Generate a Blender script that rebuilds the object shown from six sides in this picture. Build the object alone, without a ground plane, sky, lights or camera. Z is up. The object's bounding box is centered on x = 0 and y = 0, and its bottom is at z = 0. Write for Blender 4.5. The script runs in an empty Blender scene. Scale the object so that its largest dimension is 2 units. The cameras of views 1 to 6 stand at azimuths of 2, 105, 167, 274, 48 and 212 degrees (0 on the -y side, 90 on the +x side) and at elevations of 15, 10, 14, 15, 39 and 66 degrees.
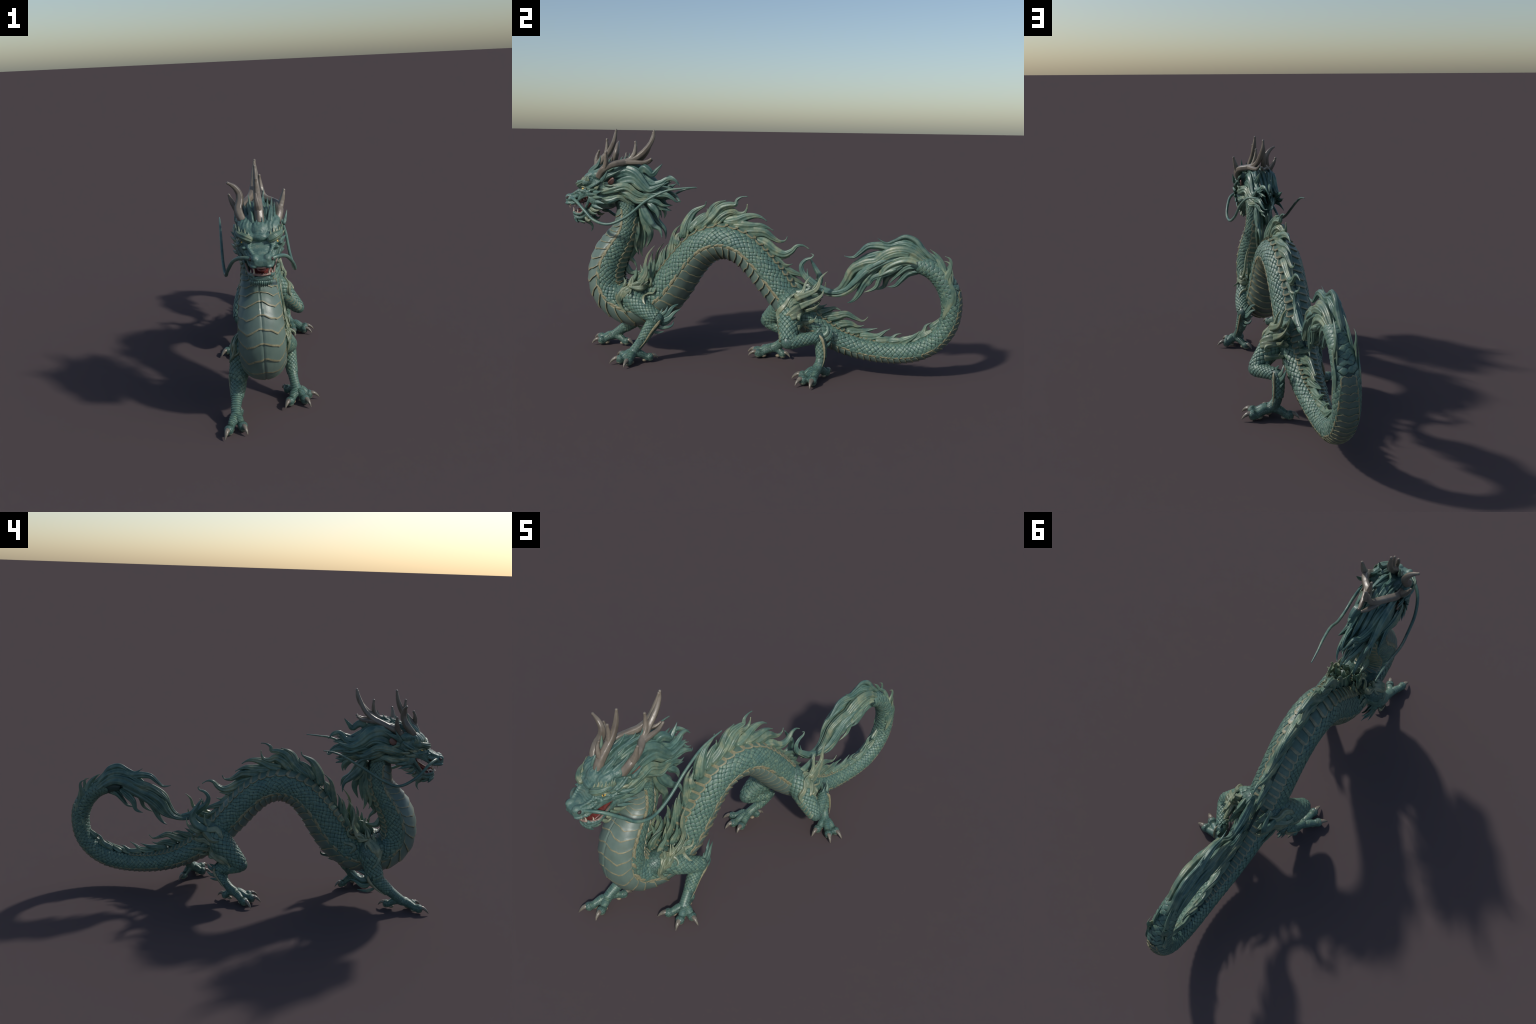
# Eastern dragon sculpture: procedural build from spines, profiles and strand rules.
import bpy, bmesh, math, random
import numpy as np
from mathutils import Vector
from mathutils.bvhtree import BVHTree

rng = random.Random(7)
nrng = np.random.RandomState(11)
A = lambda *v: np.array(v, float)

# ------------------------------------------------------------------ materials
def new_mat(name, build, rough=0.4, spec=0.5, coat=0.0, metallic=0.0):
    m = bpy.data.materials.new(name)
    m.use_nodes = True
    nt = m.node_tree
    bsdf = nt.nodes["Principled BSDF"]
    bsdf.inputs["Roughness"].default_value = rough
    bsdf.inputs["Specular IOR Level"].default_value = spec
    bsdf.inputs["Coat Weight"].default_value = coat
    bsdf.inputs["Coat Roughness"].default_value = 0.25
    bsdf.inputs["Metallic"].default_value = metallic
    build(nt, bsdf)
    return m

def noise(nt, scale, detail=3.0, rough=0.55, stretch=None):
    tc = nt.nodes.new("ShaderNodeTexCoord")
    n = nt.nodes.new("ShaderNodeTexNoise")
    n.inputs["Scale"].default_value = scale
    n.inputs["Detail"].default_value = detail
    n.inputs["Roughness"].default_value = rough
    if stretch:
        mp = nt.nodes.new("ShaderNodeMapping")
        mp.inputs["Scale"].default_value = stretch
        nt.links.new(tc.outputs["Object"], mp.inputs["Vector"])
        nt.links.new(mp.outputs["Vector"], n.inputs["Vector"])
    else:
        nt.links.new(tc.outputs["Object"], n.inputs["Vector"])
    return n

def ramp(nt, fac, stops):
    r = nt.nodes.new("ShaderNodeValToRGB")
    e = r.color_ramp.elements
    while len(e) < len(stops):
        e.new(0.5)
    for k, (p, c) in enumerate(stops):
        e[k].position = p
        e[k].color = (*c, 1)
    nt.links.new(fac, r.inputs["Fac"])
    return r

def bump(nt, bsdf, fac, strength, dist):
    b = nt.nodes.new("ShaderNodeBump")
    b.inputs["Strength"].default_value = strength
    b.inputs["Distance"].default_value = dist
    nt.links.new(fac, b.inputs["Height"])
    nt.links.new(b.outputs["Normal"], bsdf.inputs["Normal"])

def mix(nt, fac, a, b, kind="MIX"):
    m = nt.nodes.new("ShaderNodeMix")
    m.data_type = "RGBA"
    m.blend_type = kind
    if isinstance(fac, (int, float)):
        m.inputs["Factor"].default_value = fac
    else:
        nt.links.new(fac, m.inputs["Factor"])
    nt.links.new(a, m.inputs["A"])
    nt.links.new(b, m.inputs["B"])
    return m.outputs["Result"]

def mottled(stops, scale, bscale=180, bstr=0.25, bdist=0.002, stretch=None, patch=None, rnd=0.0):
    """noise-mottled colour with fine bump; patch = (scale, lo, hi, colour) adds stained patches."""
    def build(nt, bsdf):
        n = noise(nt, scale, 4, 0.6, stretch)
        col = ramp(nt, n.outputs["Fac"], stops).outputs["Color"]
        if patch:
            ps, lo, hi, pc = patch
            pn = noise(nt, ps, 5, 0.62)
            pr = ramp(nt, pn.outputs["Fac"], [(lo, (0, 0, 0)), (hi, (1, 1, 1))])
            rgb = nt.nodes.new("ShaderNodeRGB")
            rgb.outputs[0].default_value = (*pc, 1)
            col = mix(nt, pr.outputs["Color"], col, rgb.outputs[0])
        if rnd:
            oi = nt.nodes.new("ShaderNodeObjectInfo")
            rr = ramp(nt, oi.outputs["Random"], [(0, (1 - rnd,) * 3), (1, (1 + rnd,) * 3)])
            col = mix(nt, 1.0, col, rr.outputs["Color"], "MULTIPLY")
        nt.links.new(col, bsdf.inputs["Base Color"])
        bn = noise(nt, bscale, 3, 0.6)
        bump(nt, bsdf, bn.outputs["Fac"], bstr, bdist)
    return build

def cellular(scale, cell_a, cell_b, edge, bdist=0.0015, width=0.08):
    """small scale cells drawn by Voronoi: cell colours, edge lines, raised relief."""
    def build(nt, bsdf):
        tc = nt.nodes.new("ShaderNodeTexCoord")
        v = nt.nodes.new("ShaderNodeTexVoronoi")
        v.feature = "DISTANCE_TO_EDGE"
        v.inputs["Scale"].default_value = scale
        nt.links.new(tc.outputs["Object"], v.inputs["Vector"])
        n = noise(nt, 30, 4, 0.6)
        base = ramp(nt, n.outputs["Fac"], [(0.35, cell_a), (0.65, cell_b)])
        er = ramp(nt, v.outputs["Distance"], [(0.0, (0, 0, 0)), (width, (1, 1, 1))])
        rgb = nt.nodes.new("ShaderNodeRGB")
        rgb.outputs[0].default_value = (*edge, 1)
        col = mix(nt, er.outputs["Color"], rgb.outputs[0], base.outputs["Color"])
        nt.links.new(col, bsdf.inputs["Base Color"])
        bump(nt, bsdf, er.outputs["Color"], 0.6, bdist)
    return build

G_SCALE = [(0.30, (0.056, 0.118, 0.100)), (0.5, (0.092, 0.172, 0.136)), (0.68, (0.165, 0.238, 0.162))]
M = {}
M["scale"] = new_mat("green_scale", mottled(G_SCALE, 62, 260, 0.2, 0.0012, patch=(9, 0.56, 0.72, (0.066, 0.145, 0.132))), 0.43)
M["scale_edge"] = new_mat("dark_scale_edge", mottled([(0.3, (0.034, 0.068, 0.058)), (0.7, (0.056, 0.100, 0.080))], 40), 0.42)
M["hide"] = new_mat("dark_green_hide", mottled([(0.3, (0.018, 0.044, 0.040)), (0.7, (0.030, 0.066, 0.056))], 40), 0.5)
M["limb"] = new_mat("limb_hide", cellular(75, (0.056, 0.116, 0.100), (0.094, 0.168, 0.132), (0.032, 0.066, 0.056)), 0.4)
M["skin"] = new_mat("face_skin", mottled([(0.3, (0.050, 0.112, 0.100)), (0.5, (0.086, 0.162, 0.138)), (0.72, (0.140, 0.212, 0.168))], 45, 150, 0.45, 0.003,
                    patch=(26, 0.58, 0.72, (0.20, 0.25, 0.185))), 0.42)
M["belly"] = new_mat("belly_plate_horn", mottled([(0.3, (0.092, 0.142, 0.122)), (0.7, (0.132, 0.188, 0.158))], 16, 240, 0.2, 0.0012,
                     stretch=(1, 1, 0.35), patch=(6, 0.55, 0.75, (0.110, 0.140, 0.104))), 0.38)
M["rim"] = new_mat("tan_rim", mottled([(0.3, (0.165, 0.155, 0.090)), (0.7, (0.31, 0.290, 0.180))], 60), 0.45)
M["dorsal"] = new_mat("dorsal_plate_green", mottled([(0.3, (0.070, 0.130, 0.104)), (0.7, (0.125, 0.185, 0.138))], 50), 0.4)
M["hair"] = new_mat("green_hair", mottled([(0.32, (0.050, 0.112, 0.098)), (0.5, (0.086, 0.162, 0.132)), (0.70, (0.155, 0.226, 0.164))], 22, 120, 0.3, 0.002, rnd=0.12, patch=(13, .60, .76, (0.205, 0.245, 0.165))), 0.36)
M["flame"] = new_mat("pale_green_flame", mottled([(0.32, (0.064, 0.130, 0.104)), (0.5, (0.115, 0.182, 0.132)), (0.68, (0.225, 0.262, 0.165))], 20, 120, 0.3, 0.002, rnd=0.12, patch=(15, .60, .75, (0.28, 0.28, 0.18))), 0.38)
M["ornament"] = new_mat("olive_gold_flame", mottled([(0.32, (0.105, 0.165, 0.118)), (0.5, (0.185, 0.225, 0.148)), (0.7, (0.310, 0.310, 0.195))], 26, 120, 0.3, 0.002, rnd=0.1), 0.36)
M["horn"] = new_mat("brown_horn", mottled([(0.3, (0.115, 0.096, 0.076)), (0.7, (0.225, 0.195, 0.155))], 18, 90, 0.3, 0.002, stretch=(1, 1, 0.4)), 0.33)
M["claw"] = new_mat("bone_claw", mottled([(0.3, (0.10, 0.090, 0.072)), (0.7, (0.235, 0.210, 0.165))], 40, 120, 0.2, 0.001), 0.3)
M["pad"] = new_mat("tan_foot_pad", mottled([(0.3, (0.17, 0.145, 0.10)), (0.7, (0.26, 0.22, 0.15))], 50), 0.5)
M["tooth"] = new_mat("ivory_tooth", mottled([(0.3, (0.36, 0.31, 0.24)), (0.7, (0.52, 0.46, 0.37))], 60), 0.3)
M["mouth"] = new_mat("red_mouth", mottled([(0.3, (0.11, 0.026, 0.024)), (0.7, (0.20, 0.050, 0.044))], 60), 0.35)
M["tongue"] = new_mat("pink_tongue", mottled([(0.3, (0.26, 0.075, 0.066)), (0.7, (0.36, 0.12, 0.10))], 60), 0.3)
M["lip"] = new_mat("brownish_lip", mottled([(0.3, (0.20, 0.125, 0.105)), (0.7, (0.30, 0.20, 0.165))], 70), 0.35)
M["ear"] = new_mat("pink_ear", mottled([(0.3, (0.17, 0.085, 0.07)), (0.7, (0.27, 0.14, 0.11))], 40), 0.45)
M["eye"] = new_mat("gold_eye", mottled([(0.3, (0.62, 0.36, 0.06)), (0.7, (0.80, 0.55, 0.14))], 60), 0.15)
M["dark"] = new_mat("dark_nostril", mottled([(0.3, (0.03, 0.022, 0.02)), (0.7, (0.06, 0.045, 0.04))], 60), 0.5)

# ------------------------------------------------------------------ objects
ROOT = bpy.data.objects.new("dragon", None)
ROOT.empty_display_size = 0.2
bpy.context.scene.collection.objects.link(ROOT)
ROOT["label"] = "teal green horned dragon with scales, mane and curled tail"
ROOT["category"] = "dragon"

def obj(name, verts, faces, mats, parent=None, fmat=None, smooth=True, angle=None, stuff=False):
    me = bpy.data.meshes.new(name)
    me.from_pydata(np.asarray(verts).tolist(), [], [tuple(int(i) for i in f) for f in faces])
    for m in (mats if isinstance(mats, (list, tuple)) else [mats]):
        me.materials.append(M[m])
    if fmat is not None:
        me.polygons.foreach_set("material_index", np.asarray(fmat, np.int32))
    me.polygons.foreach_set("use_smooth", np.full(len(me.polygons), smooth))
    if angle:
        me.set_sharp_from_angle(angle=math.radians(angle))
    me.update()
    o = bpy.data.objects.new(name, me)
    bpy.context.scene.collection.objects.link(o)
    o.parent = parent or ROOT
    if stuff:
        o["kind"] = "stuff"
    return o

class Bag:
    """collects pieces that end up joined in one mesh"""
    def __init__(self):
        self.v, self.f, self.m, self.n = [], [], [], 0
    def add(self, v, f, m=0):
        self.v.append(np.asarray(v))
        self.f += [tuple(i + self.n for i in q) for q in f]
        self.m += list(m) if hasattr(m, "__len__") else [m] * len(f)
        self.n += len(v)
    def obj(self, name, mats, **k):
        return obj(name, np.concatenate(self.v), self.f, mats, fmat=self.m, **k)

# ------------------------------------------------------------------ curves and sweeps
def spline(pts, n, even=True):
    """smooth interpolation through rows of pts (any number of columns; the first three are position)"""
    P = np.asarray(pts, float)
    d = np.linalg.norm(np.diff(P[:, :3], axis=0), axis=1)
    t = np.concatenate([[0], np.cumsum(np.sqrt(np.maximum(d, 1e-9)))])
    K = len(P)
    if K == 2:
        u = np.linspace(0, 1, n)[:, None]
        return P[0] * (1 - u) + P[1] * u
    sl = np.diff(P, axis=0) / np.diff(t)[:, None]
    m = np.zeros_like(P)
    m[0], m[-1] = sl[0], sl[-1]
    w0, w1 = np.diff(t)[:-1, None], np.diff(t)[1:, None]
    m[1:-1] = (sl[:-1] * w1 + sl[1:] * w0) / (w0 + w1)
    m[0] = 1.5 * sl[0] - 0.5 * m[1]
    m[-1] = 1.5 * sl[-1] - 0.5 * m[-2]
    def ev(u):
        k = np.clip(np.searchsorted(t, u, "right") - 1, 0, K - 2)
        h = t[k + 1] - t[k]
        x = ((u - t[k]) / h)[:, None]
        h = h[:, None]
        return ((2*x**3 - 3*x**2 + 1) * P[k] + (x**3 - 2*x**2 + x) * h * m[k]
                + (-2*x**3 + 3*x**2) * P[k+1] + (x**3 - x**2) * h * m[k+1])
    if not even:
        return ev(np.linspace(0, t[-1], n))
    fine = np.linspace(0, t[-1], n * 8)
    F = ev(fine)
    L = np.concatenate([[0], np.cumsum(np.linalg.norm(np.diff(F[:, :3], axis=0), axis=1))])
    return ev(np.interp(np.linspace(0, L[-1], n), L, fine))

def frames(C, ref):
    T = np.gradient(C, axis=0)
    T /= np.linalg.norm(T, axis=1)[:, None] + 1e-12
    B = np.zeros_like(C)
    b = np.asarray(ref, float)
    for i in range(len(C)):
        b = b - T[i] * (b @ T[i])
        b /= np.linalg.norm(b) + 1e-12
        B[i] = b
    return T, B, np.cross(B, T)

def grid_faces(nr, ns, closed=True):
    f = []
    for i in range(nr - 1):
        for j in range(ns if closed else ns - 1):
            k = (j + 1) % ns
            f.append((i*ns + j, i*ns + k, (i+1)*ns + k, (i+1)*ns + j))
    return f

def sweep(C, rb, rn, ref=(1, 0, 0), ns=12, groove=(0, 0.0, 0.0, 0.0)):
    """tube about path C; rb = half size along ref, rn = half size across; groove=(count, depth, phase, twist)"""
    n = len(C)
    T, B, N = frames(C, ref)
    th = np.linspace(0, 2*np.pi, ns, endpoint=False)
    k, amp, ph, tw = groove
    tt = np.linspace(0, 1, n)[:, None]
    g = 1 + amp * np.cos(k*th[None] + ph + tw*tt) if k else np.ones((1, ns))
    rb, rn = np.broadcast_to(rb, n)[:, None], np.broadcast_to(rn, n)[:, None]
    V = C[:, None] + (np.cos(th)[None]*rb*g)[..., None]*B[:, None] + (np.sin(th)[None]*rn*g)[..., None]*N[:, None]
    V = V.reshape(-1, 3)
    f = grid_faces(n, ns)
    V = np.concatenate([V, C[:1] - T[:1]*rn[0]*0.3, C[-1:] + T[-1:]*rn[-1]*0.8])
    a, b = n*ns, n*ns + 1
    f += [(a, (j+1) % ns, j) for j in range(ns)]
    f += [(b, (n-1)*ns + j, (n-1)*ns + (j+1) % ns) for j in range(ns)]
    return V, outward(V, f)

def outward(V, f):
    """flip all faces of a closed piece if they point inwards"""
    c = V - V.mean(0)
    q = np.array([t if len(t) == 4 else (*t, t[-1]) for t in f])
    vol = np.einsum("ij,ij->i", c[q[:, 0]], np.cross(c[q[:, 1]], c[q[:, 2]])).sum() + np.einsum("ij,ij->i", c[q[:, 0]], np.cross(c[q[:, 2]], c[q[:, 3]])).sum()
    return f if vol > 0 else [t[::-1] for t in f]

def taper(n, r0, root=0.8, peak=0.22, tip=0.05, power=0.85):
    t = np.linspace(0, 1, n)
    up = root + (1 - root) * np.sin(np.clip(t/peak, 0, 1)*np.pi/2)
    dn = np.clip(1 - np.clip((t - peak)/(1 - peak), 0, 1), 0, 1)**power
    return r0 * np.maximum(up*dn, tip)

def lock(pts, r, flat=0.7, n=None, k=None, amp=0.13, tip=0.05, power=0.85, root=0.8, peak=0.22, wig=0.0):
    """flowing lock of hair / flame: tapering grooved sweep"""
    L = np.linalg.norm(np.diff(np.asarray(pts)[:, :3], axis=0), axis=1).sum()
    n = n or int(np.clip(L/0.006, 14, 70))
    C = spline(pts, n)[:, :3]
    if wig:
        t = np.linspace(0, 1, n)
        C[:, 0] += wig*np.sin(t*np.pi*1.6 + rng.uniform(0, 6))*t
    rr = taper(n, r, root, peak, tip, power)
    k = k or (5 if r > 0.014 else 4)
    return sweep(C, rr*flat, rr, ns=28 if r > 0.014 else 16, groove=(k, amp, rng.uniform(0, 6), rng.uniform(-1.5, 1.5)))

def yz(lst, x0, x1=None, bow=0.0):
    """side-view control points (y,z) to 3D with x running x0..x1 and bowing outwards"""
    x1 = x0 if x1 is None else x1
    n = len(lst)
    return [(x0 + (x1-x0)*i/(n-1) + bow*math.sin(math.pi*i/(n-1)), y, z) for i, (y, z) in enumerate(lst)]

# ------------------------------------------------------------------ body: spine and surface
# y, z, half depth (back to belly), half width, x
SPINE = [(-.715, .860, .050, .060, -.012), (-.672, .780, .058, .068, -.024), (-.669, .720, .060, .071, -.028),
 (-.681, .655, .064, .076, -.028), (-.724, .585, .079, .085, -.027), (-.768, .512, .088, .095, -.024),
 (-.791, .432, .089, .101, -.021), (-.784, .355, .091, .101, -.020), (-.733, .294, .098, .101, -.019),
 (-.650, .264, .102, .100, -.019), (-.557, .281, .104, .099, -.020), (-.475, .337, .103, .096, -.019),
 (-.410, .415, .099, .094, -.018), (-.345, .505, .092, .092, -.018), (-.260, .590, .087, .091, -.019),
 (-.160, .624, .084, .090, -.020), (-.060, .598, .083, .089, -.021), (.020, .532, .083, .088, -.022),
 (.095, .445, .083, .088, -.023), (.175, .350, .078, .087, -.022), (.250, .277, .071, .087, -.022),
 (.330, .222, .063, .079, -.022), (.420, .174, .057, .070, -.022), (.520, .142, .053, .061, -.022),
 (.620, .127, .050, .053, -.021), (.720, .129, .049, .050, -.021), (.810, .150, .048, .050, -.021),
 (.885, .197, .046, .050, -.022), (.935, .265, .044, .050, -.022), (.953, .345, .044, .051, -.021),
 (.944, .425, .047, .050, -.020), (.910, .490, .046, .047, -.018), (.860, .535, .042, .043, -.016),
 (.790, .560, .036, .038, -.015), (.720, .560, .020, .025, -.015)]
NS = 1600
sp = spline([(x, y, z, rh, rw) for y, z, rh, rw, x in SPINE], NS)
bC = sp[:, :3]
bT, bB, bN = frames(bC, (1, 0, 0))
bL = np.concatenate([[0], np.cumsum(np.linalg.norm(np.diff(bC, axis=0), axis=1))])
BODY_LEN = bL[-1]

def at(arr, s):
    if arr.ndim == 1:
        return np.interp(s, bL, arr)
    return np.stack([np.interp(s, bL, arr[:, c]) for c in range(arr.shape[1])], -1)

def body(s, phi, h=0.0):
    """point on the body surface; phi = angle from the back ridge, positive towards +x; h = height above it"""
    s, phi, h = np.broadcast_arrays(np.asarray(s, float), np.asarray(phi, float), np.asarray(h, float))
    rh, rw = at(sp[:, 3], s), at(sp[:, 4], s)
    c, sn = np.cos(phi), np.sin(phi)
    N, B = at(bN, s), at(bB, s)
    nn = np.stack([c*rw, sn*rh], -1)
    nn /= np.linalg.norm(nn, axis=-1)[..., None] + 1e-9
    return (at(bC, s) + N*(rh*c + nn[..., 0]*h)[..., None] + B*(rw*sn + nn[..., 1]*h)[..., None])

# arc position of a spine station (by index in SPINE)
def station(i):
    x = A(SPINE[i][4], SPINE[i][0], SPINE[i][1])
    return bL[np.argmin(((bC - x)**2).sum(1))]
S_NECK, S_HIP = station(8), station(20)

def split_tube(name, s0, s1, mat):
    n = max(8, int((s1 - s0)/0.007))
    s = np.linspace(s0, s1, n)
    ph = np.linspace(0, 2*np.pi, 56, endpoint=False)
    V = body(s[:, None], ph[None])
    nn = np.stack([np.cos(ph), np.sin(ph)], -1)
    rh, rw = at(sp[:, 3], s)[:, None], at(sp[:, 4], s)[:, None]
    nx = np.stack(np.broadcast_arrays(np.cos(ph)[None]*rw, np.sin(ph)[None]*rh), -1)
    nx /= np.linalg.norm(nx, axis=-1)[..., None]
    NV = at(bN, s)[:, None]*nx[..., :1] + at(bB, s)[:, None]*nx[..., 1:]
    f = grid_faces(n, 56)
    o = obj(name, V.reshape(-1, 3), f, mat)
    o.data.normals_split_custom_set_from_vertices(NV.reshape(-1, 3).tolist())
    return o

split_tube("neck", 0.0, S_NECK, "hide")
torso = split_tube("torso", S_NECK, S_HIP, "hide")
tail = split_tube("tail", S_HIP, BODY_LEN - 0.004, "hide")

# stretched arc coordinate so that scale length follows the body's girth
rmean = (sp[:, 3] + sp[:, 4])/2
sig = np.concatenate([[0], np.cumsum(np.diff(bL)/((rmean[1:] + rmean[:-1])/2))])
sig_of = lambda s: np.interp(s, bL, sig)
s_of = lambda g: np.interp(g, sig, bL)

def belly_edge(s):
    """angle at which the belly plates begin"""
    return np.radians(np.interp(s, [0, station(2), station(8), station(14), station(20), station(24), station(28), station(30), station(31), BODY_LEN],
                                [104, 101, 99, 105, 107, 113, 126, 152, 180, 180]))

# ---- scales
def scale_grid(g=7):
    p = np.array([-1, -.88, -.5, 0, .5, .88, 1])
    P, Q = np.meshgrid(p, p, indexing="ij")
    a, b = (P + Q)/2, (P - Q)/2
    d = np.maximum(np.abs(P), np.abs(Q))
    rad = np.hypot(a, b) + 1e-9
    ang = np.arctan2(b, a)
    sup = (np.abs(np.cos(ang))**1.28 + np.abs(np.sin(ang))**1.28)**(-1/1.28)
    a, b = d*sup*np.cos(ang), d*sup*np.sin(ang)
    return a.ravel(), b.ravel(), d.ravel(), g

SA, SB, SD, SG = scale_grid(7)
def scale_faces():
    g = SG
    f = [(i*g + j, i*g + j + 1, (i+1)*g + j + 1, (i+1)*g + j) for i in range(g-1) for j in range(g-1)]
    ring = ([(0, j) for j in range(g-1)] + [(i, g-1) for i in range(g-1)] + [(g-1, j) for j in range(g-1, 0, -1)] + [(i, 0) for i in range(g-1, 0, -1)])
    ids = [i*g + j for i, j in ring]
    n = len(ids)
    f += [(ids[(k+1) % n], ids[k], g*g + k, g*g + (k+1) % n) for k in range(n)]
    mt = [1 if i in (0, g-2) or j in (0, g-2) else 0 for i in range(g-1) for j in range(g-1)] + [1]*n
    return f, ids, mt
SF, SRING, SM = scale_faces()

def scale_heights(size, rise=1.0, u=0.0):
    dome = size*(0.095*(1 - SD**2) + 0.10*(1 - SD**8))
    tilt = 0.07*size*(SA + 0.30) + u*size
    return rise*(dome + tilt) + 0.0012

def body_scales():
    bag, loose = Bag(), []
    for g0, g1, DG, NJ in ((0.95, sig_of(S_HIP), 0.150, 8), (sig_of(S_HIP), sig[-1], 0.235, 6)):
        i = -1
        while True:
            i += 1
            g = g0 + i*DG
            s = s_of(g)
            if s > BODY_LEN - 0.075 or g > g1:
                break
            r = float(np.interp(s, bL, rmean))
            pe = float(belly_edge(s)) - (0.045 if belly_edge(s) < 2.8 else 0.0)
            p0 = math.radians(float(np.interp(s, [0, station(21), station(25), station(28), BODY_LEN], [34, 36, 20, 8, 4])))
            dp = (pe - p0)/NJ
            for side in (1, -1):
                for j in range(NJ + 1):
                    if (i + j) % 2 or (side < 0 and j == NJ and pe > 3.05):
                        continue
                    ph = p0 + j*dp
                    jit = nrng.normal(0, 1, 4)
                    ca, sa = math.cos(0.06*jit[0]), math.sin(0.06*jit[0])
                    k = 0.985 + 0.03*jit[1]
                    a, b = (SA*ca - SB*sa)*k, (SA*sa + SB*ca)*k
                    a = np.where(a > 0, a*1.05, a)
                    gv, pv = g + a*DG*0.98, ph + b*dp*0.98
                    w = np.clip(np.sin(np.pi*np.clip((pv - p0)/(pe - p0), 0, 1)), 0, 1)
                    gw = gv + 0.040*np.sin(5.1*gv + 5*pv*side) + 0.022*np.sin(9.7*gv - 4*pv)
                    pp = pv + w*(0.030*np.sin(3.3*gv + 4*pv + side) + 0.018*np.sin(8.3*gv + 2.0*side))
                    ss = s_of(gw)
                    hh = scale_heights(min(r*DG, .0145), 1.0 + 0.15*jit[2], 0.03*jit[3])
                    V = body(ss, side*pp, hh)
                    sk = body(ss[SRING], side*pp[SRING], -0.002)
                    f = SF if side < 0 else [q[::-1] for q in SF]
                    VV = np.concatenate([V, sk])
                    if r > 0.090 and 2 <= j <= NJ - 2 and len(loose) < 300:
                        loose.append((VV, f, s))
                    else:
                        bag.add(VV, f, SM)
    for v, f, s in loose:
        obj("scale", v, f, ["scale", "scale_edge"], fmat=SM, angle=60)
    return bag.obj("scale_coat", ["scale", "scale_edge"], angle=60, stuff=True)
body_scales()

# ---- belly plates (with tan rims and central seam on the chest)
def belly_plates():
    s = station(1) + 0.005
    end = station(30) - 0.01
    nv = 41
    border = Bag()
    while s < end:
        r = float(np.interp(s, bL, rmean))
        pitch = 0.46*r + 0.003
        pe = float(belly_edge(s))
        v = np.linspace(-1, 1, nv)
        u = np.array([0, .2, .4, .6, .75, .86, .92, .96, 1.0])
        nu = len(u)
        U, Vv = np.meshgrid(u, v, indexing="ij")
        cusp = float(np.interp(s, [0, station(4), station(8), station(11), station(24), BODY_LEN], [0.5, 0.62, 0.55, 0.05, 0.12, 0.35]))
        av = np.abs(v)
        # trailing edge outline: lowest at half width on the chest, rounded towards the sides
        edge = cusp*np.interp(av, [0, 0.08, 0.5, 1.0], [0.30, 0.32, 1.0, -0.15]) + 0.22*(1 - np.clip((av - 0.72)/0.28, 0, 1)**2) - 0.2
        edge = edge + 0.05*np.interp(v, np.linspace(-1, 1, 12), nrng.normal(0, 1, 12))
        ss = s + pitch*(U*1.18 + np.clip(U, 0, 1)*edge[None])
        lead = pitch*(1 - U)*np.interp(s, [0, 1], [0, 0])
        span = math.pi - pe
        PH = math.pi + Vv*span*(1.0 - 0.02*U)
        seam = float(np.interp(s, [0, station(3), station(9), station(11)], [0.5, 1, 1, 0.0]))
        h = 0.0010 + 0.0080*U**1.3 + 0.0012*np.sin(U*np.pi)*(1 - Vv**4)
        rimmask = (U > 0.87)
        h = h + 0.0011*np.exp(-((U - 0.95)/0.05)**2)
        h = h - 0.003*seam*np.exp(-(Vv/0.018)**2) + 0.0010*seam*np.exp(-((np.abs(Vv) - 0.05)/0.022)**2)
        h = h*np.clip((1.03 - np.abs(Vv))/0.1, 0.25, 1)
        P = body(np.minimum(ss, BODY_LEN - 0.002), PH, h*min(1.0, r/0.08)).reshape(-1, 3)
        f = grid_faces(nu, nv, closed=False)
        fm = []
        for i in range(nu - 1):
            for j in range(nv - 1):
                um = (u[i] + u[i+1])/2
                vm = abs(v[j] + v[j+1])/2
                fm.append(1 if um > 0.90 or vm > 0.965 or (seam > 0.6 and vm < 0.022) else 0)
        # skirt below the trailing edge and sides
        base = (nu - 1)*nv
        sk = body(np.minimum(ss[-1] - 0.002, BODY_LEN - 0.002), PH[-1], -0.002)
        P = np.concatenate([P, sk])
        for j in range(nv - 1):
            f.append((base + j + 1, base + j, nu*nv + j, nu*nv + j + 1))
            fm.append(1)
        obj("belly_plate", P, f, ["belly", "rim"], fmat=fm, angle=42)
        # ragged tan border between belly and flank
        for side in (1, -1):
            for q in range(2):
                s1 = s + pitch*(0.05 + 0.5*q) + rng.uniform(-.004, .004)
                ln = pitch*rng.uniform(0.7, 1.15)
                tt = np.linspace(0, 1, 9)
                cs = s1 + ln*tt
                cp = side*(belly_edge(cs) - 0.005 - rng.uniform(.04, .085)*np.sin(tt*np.pi*0.62)**2)
                C = body(cs, cp, 0.0030)
                rr = rng.uniform(.005, .0075)*min(1, r/0.09)*np.sin(np.clip(0.12 + tt*0.9, 0.1, 1)*np.pi)**0.8 + 0.0005
                border.add(*sweep(C, rr*0.38, rr, ref=body(cs[0], cp[0], 1.0) - body(cs[0], cp[0], 0.0), ns=10), 0 if rng.random() < .7 else 1)
        s += pitch
    border.obj("flank_border", ["rim", "dorsal"], stuff=True)
belly_plates()

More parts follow.
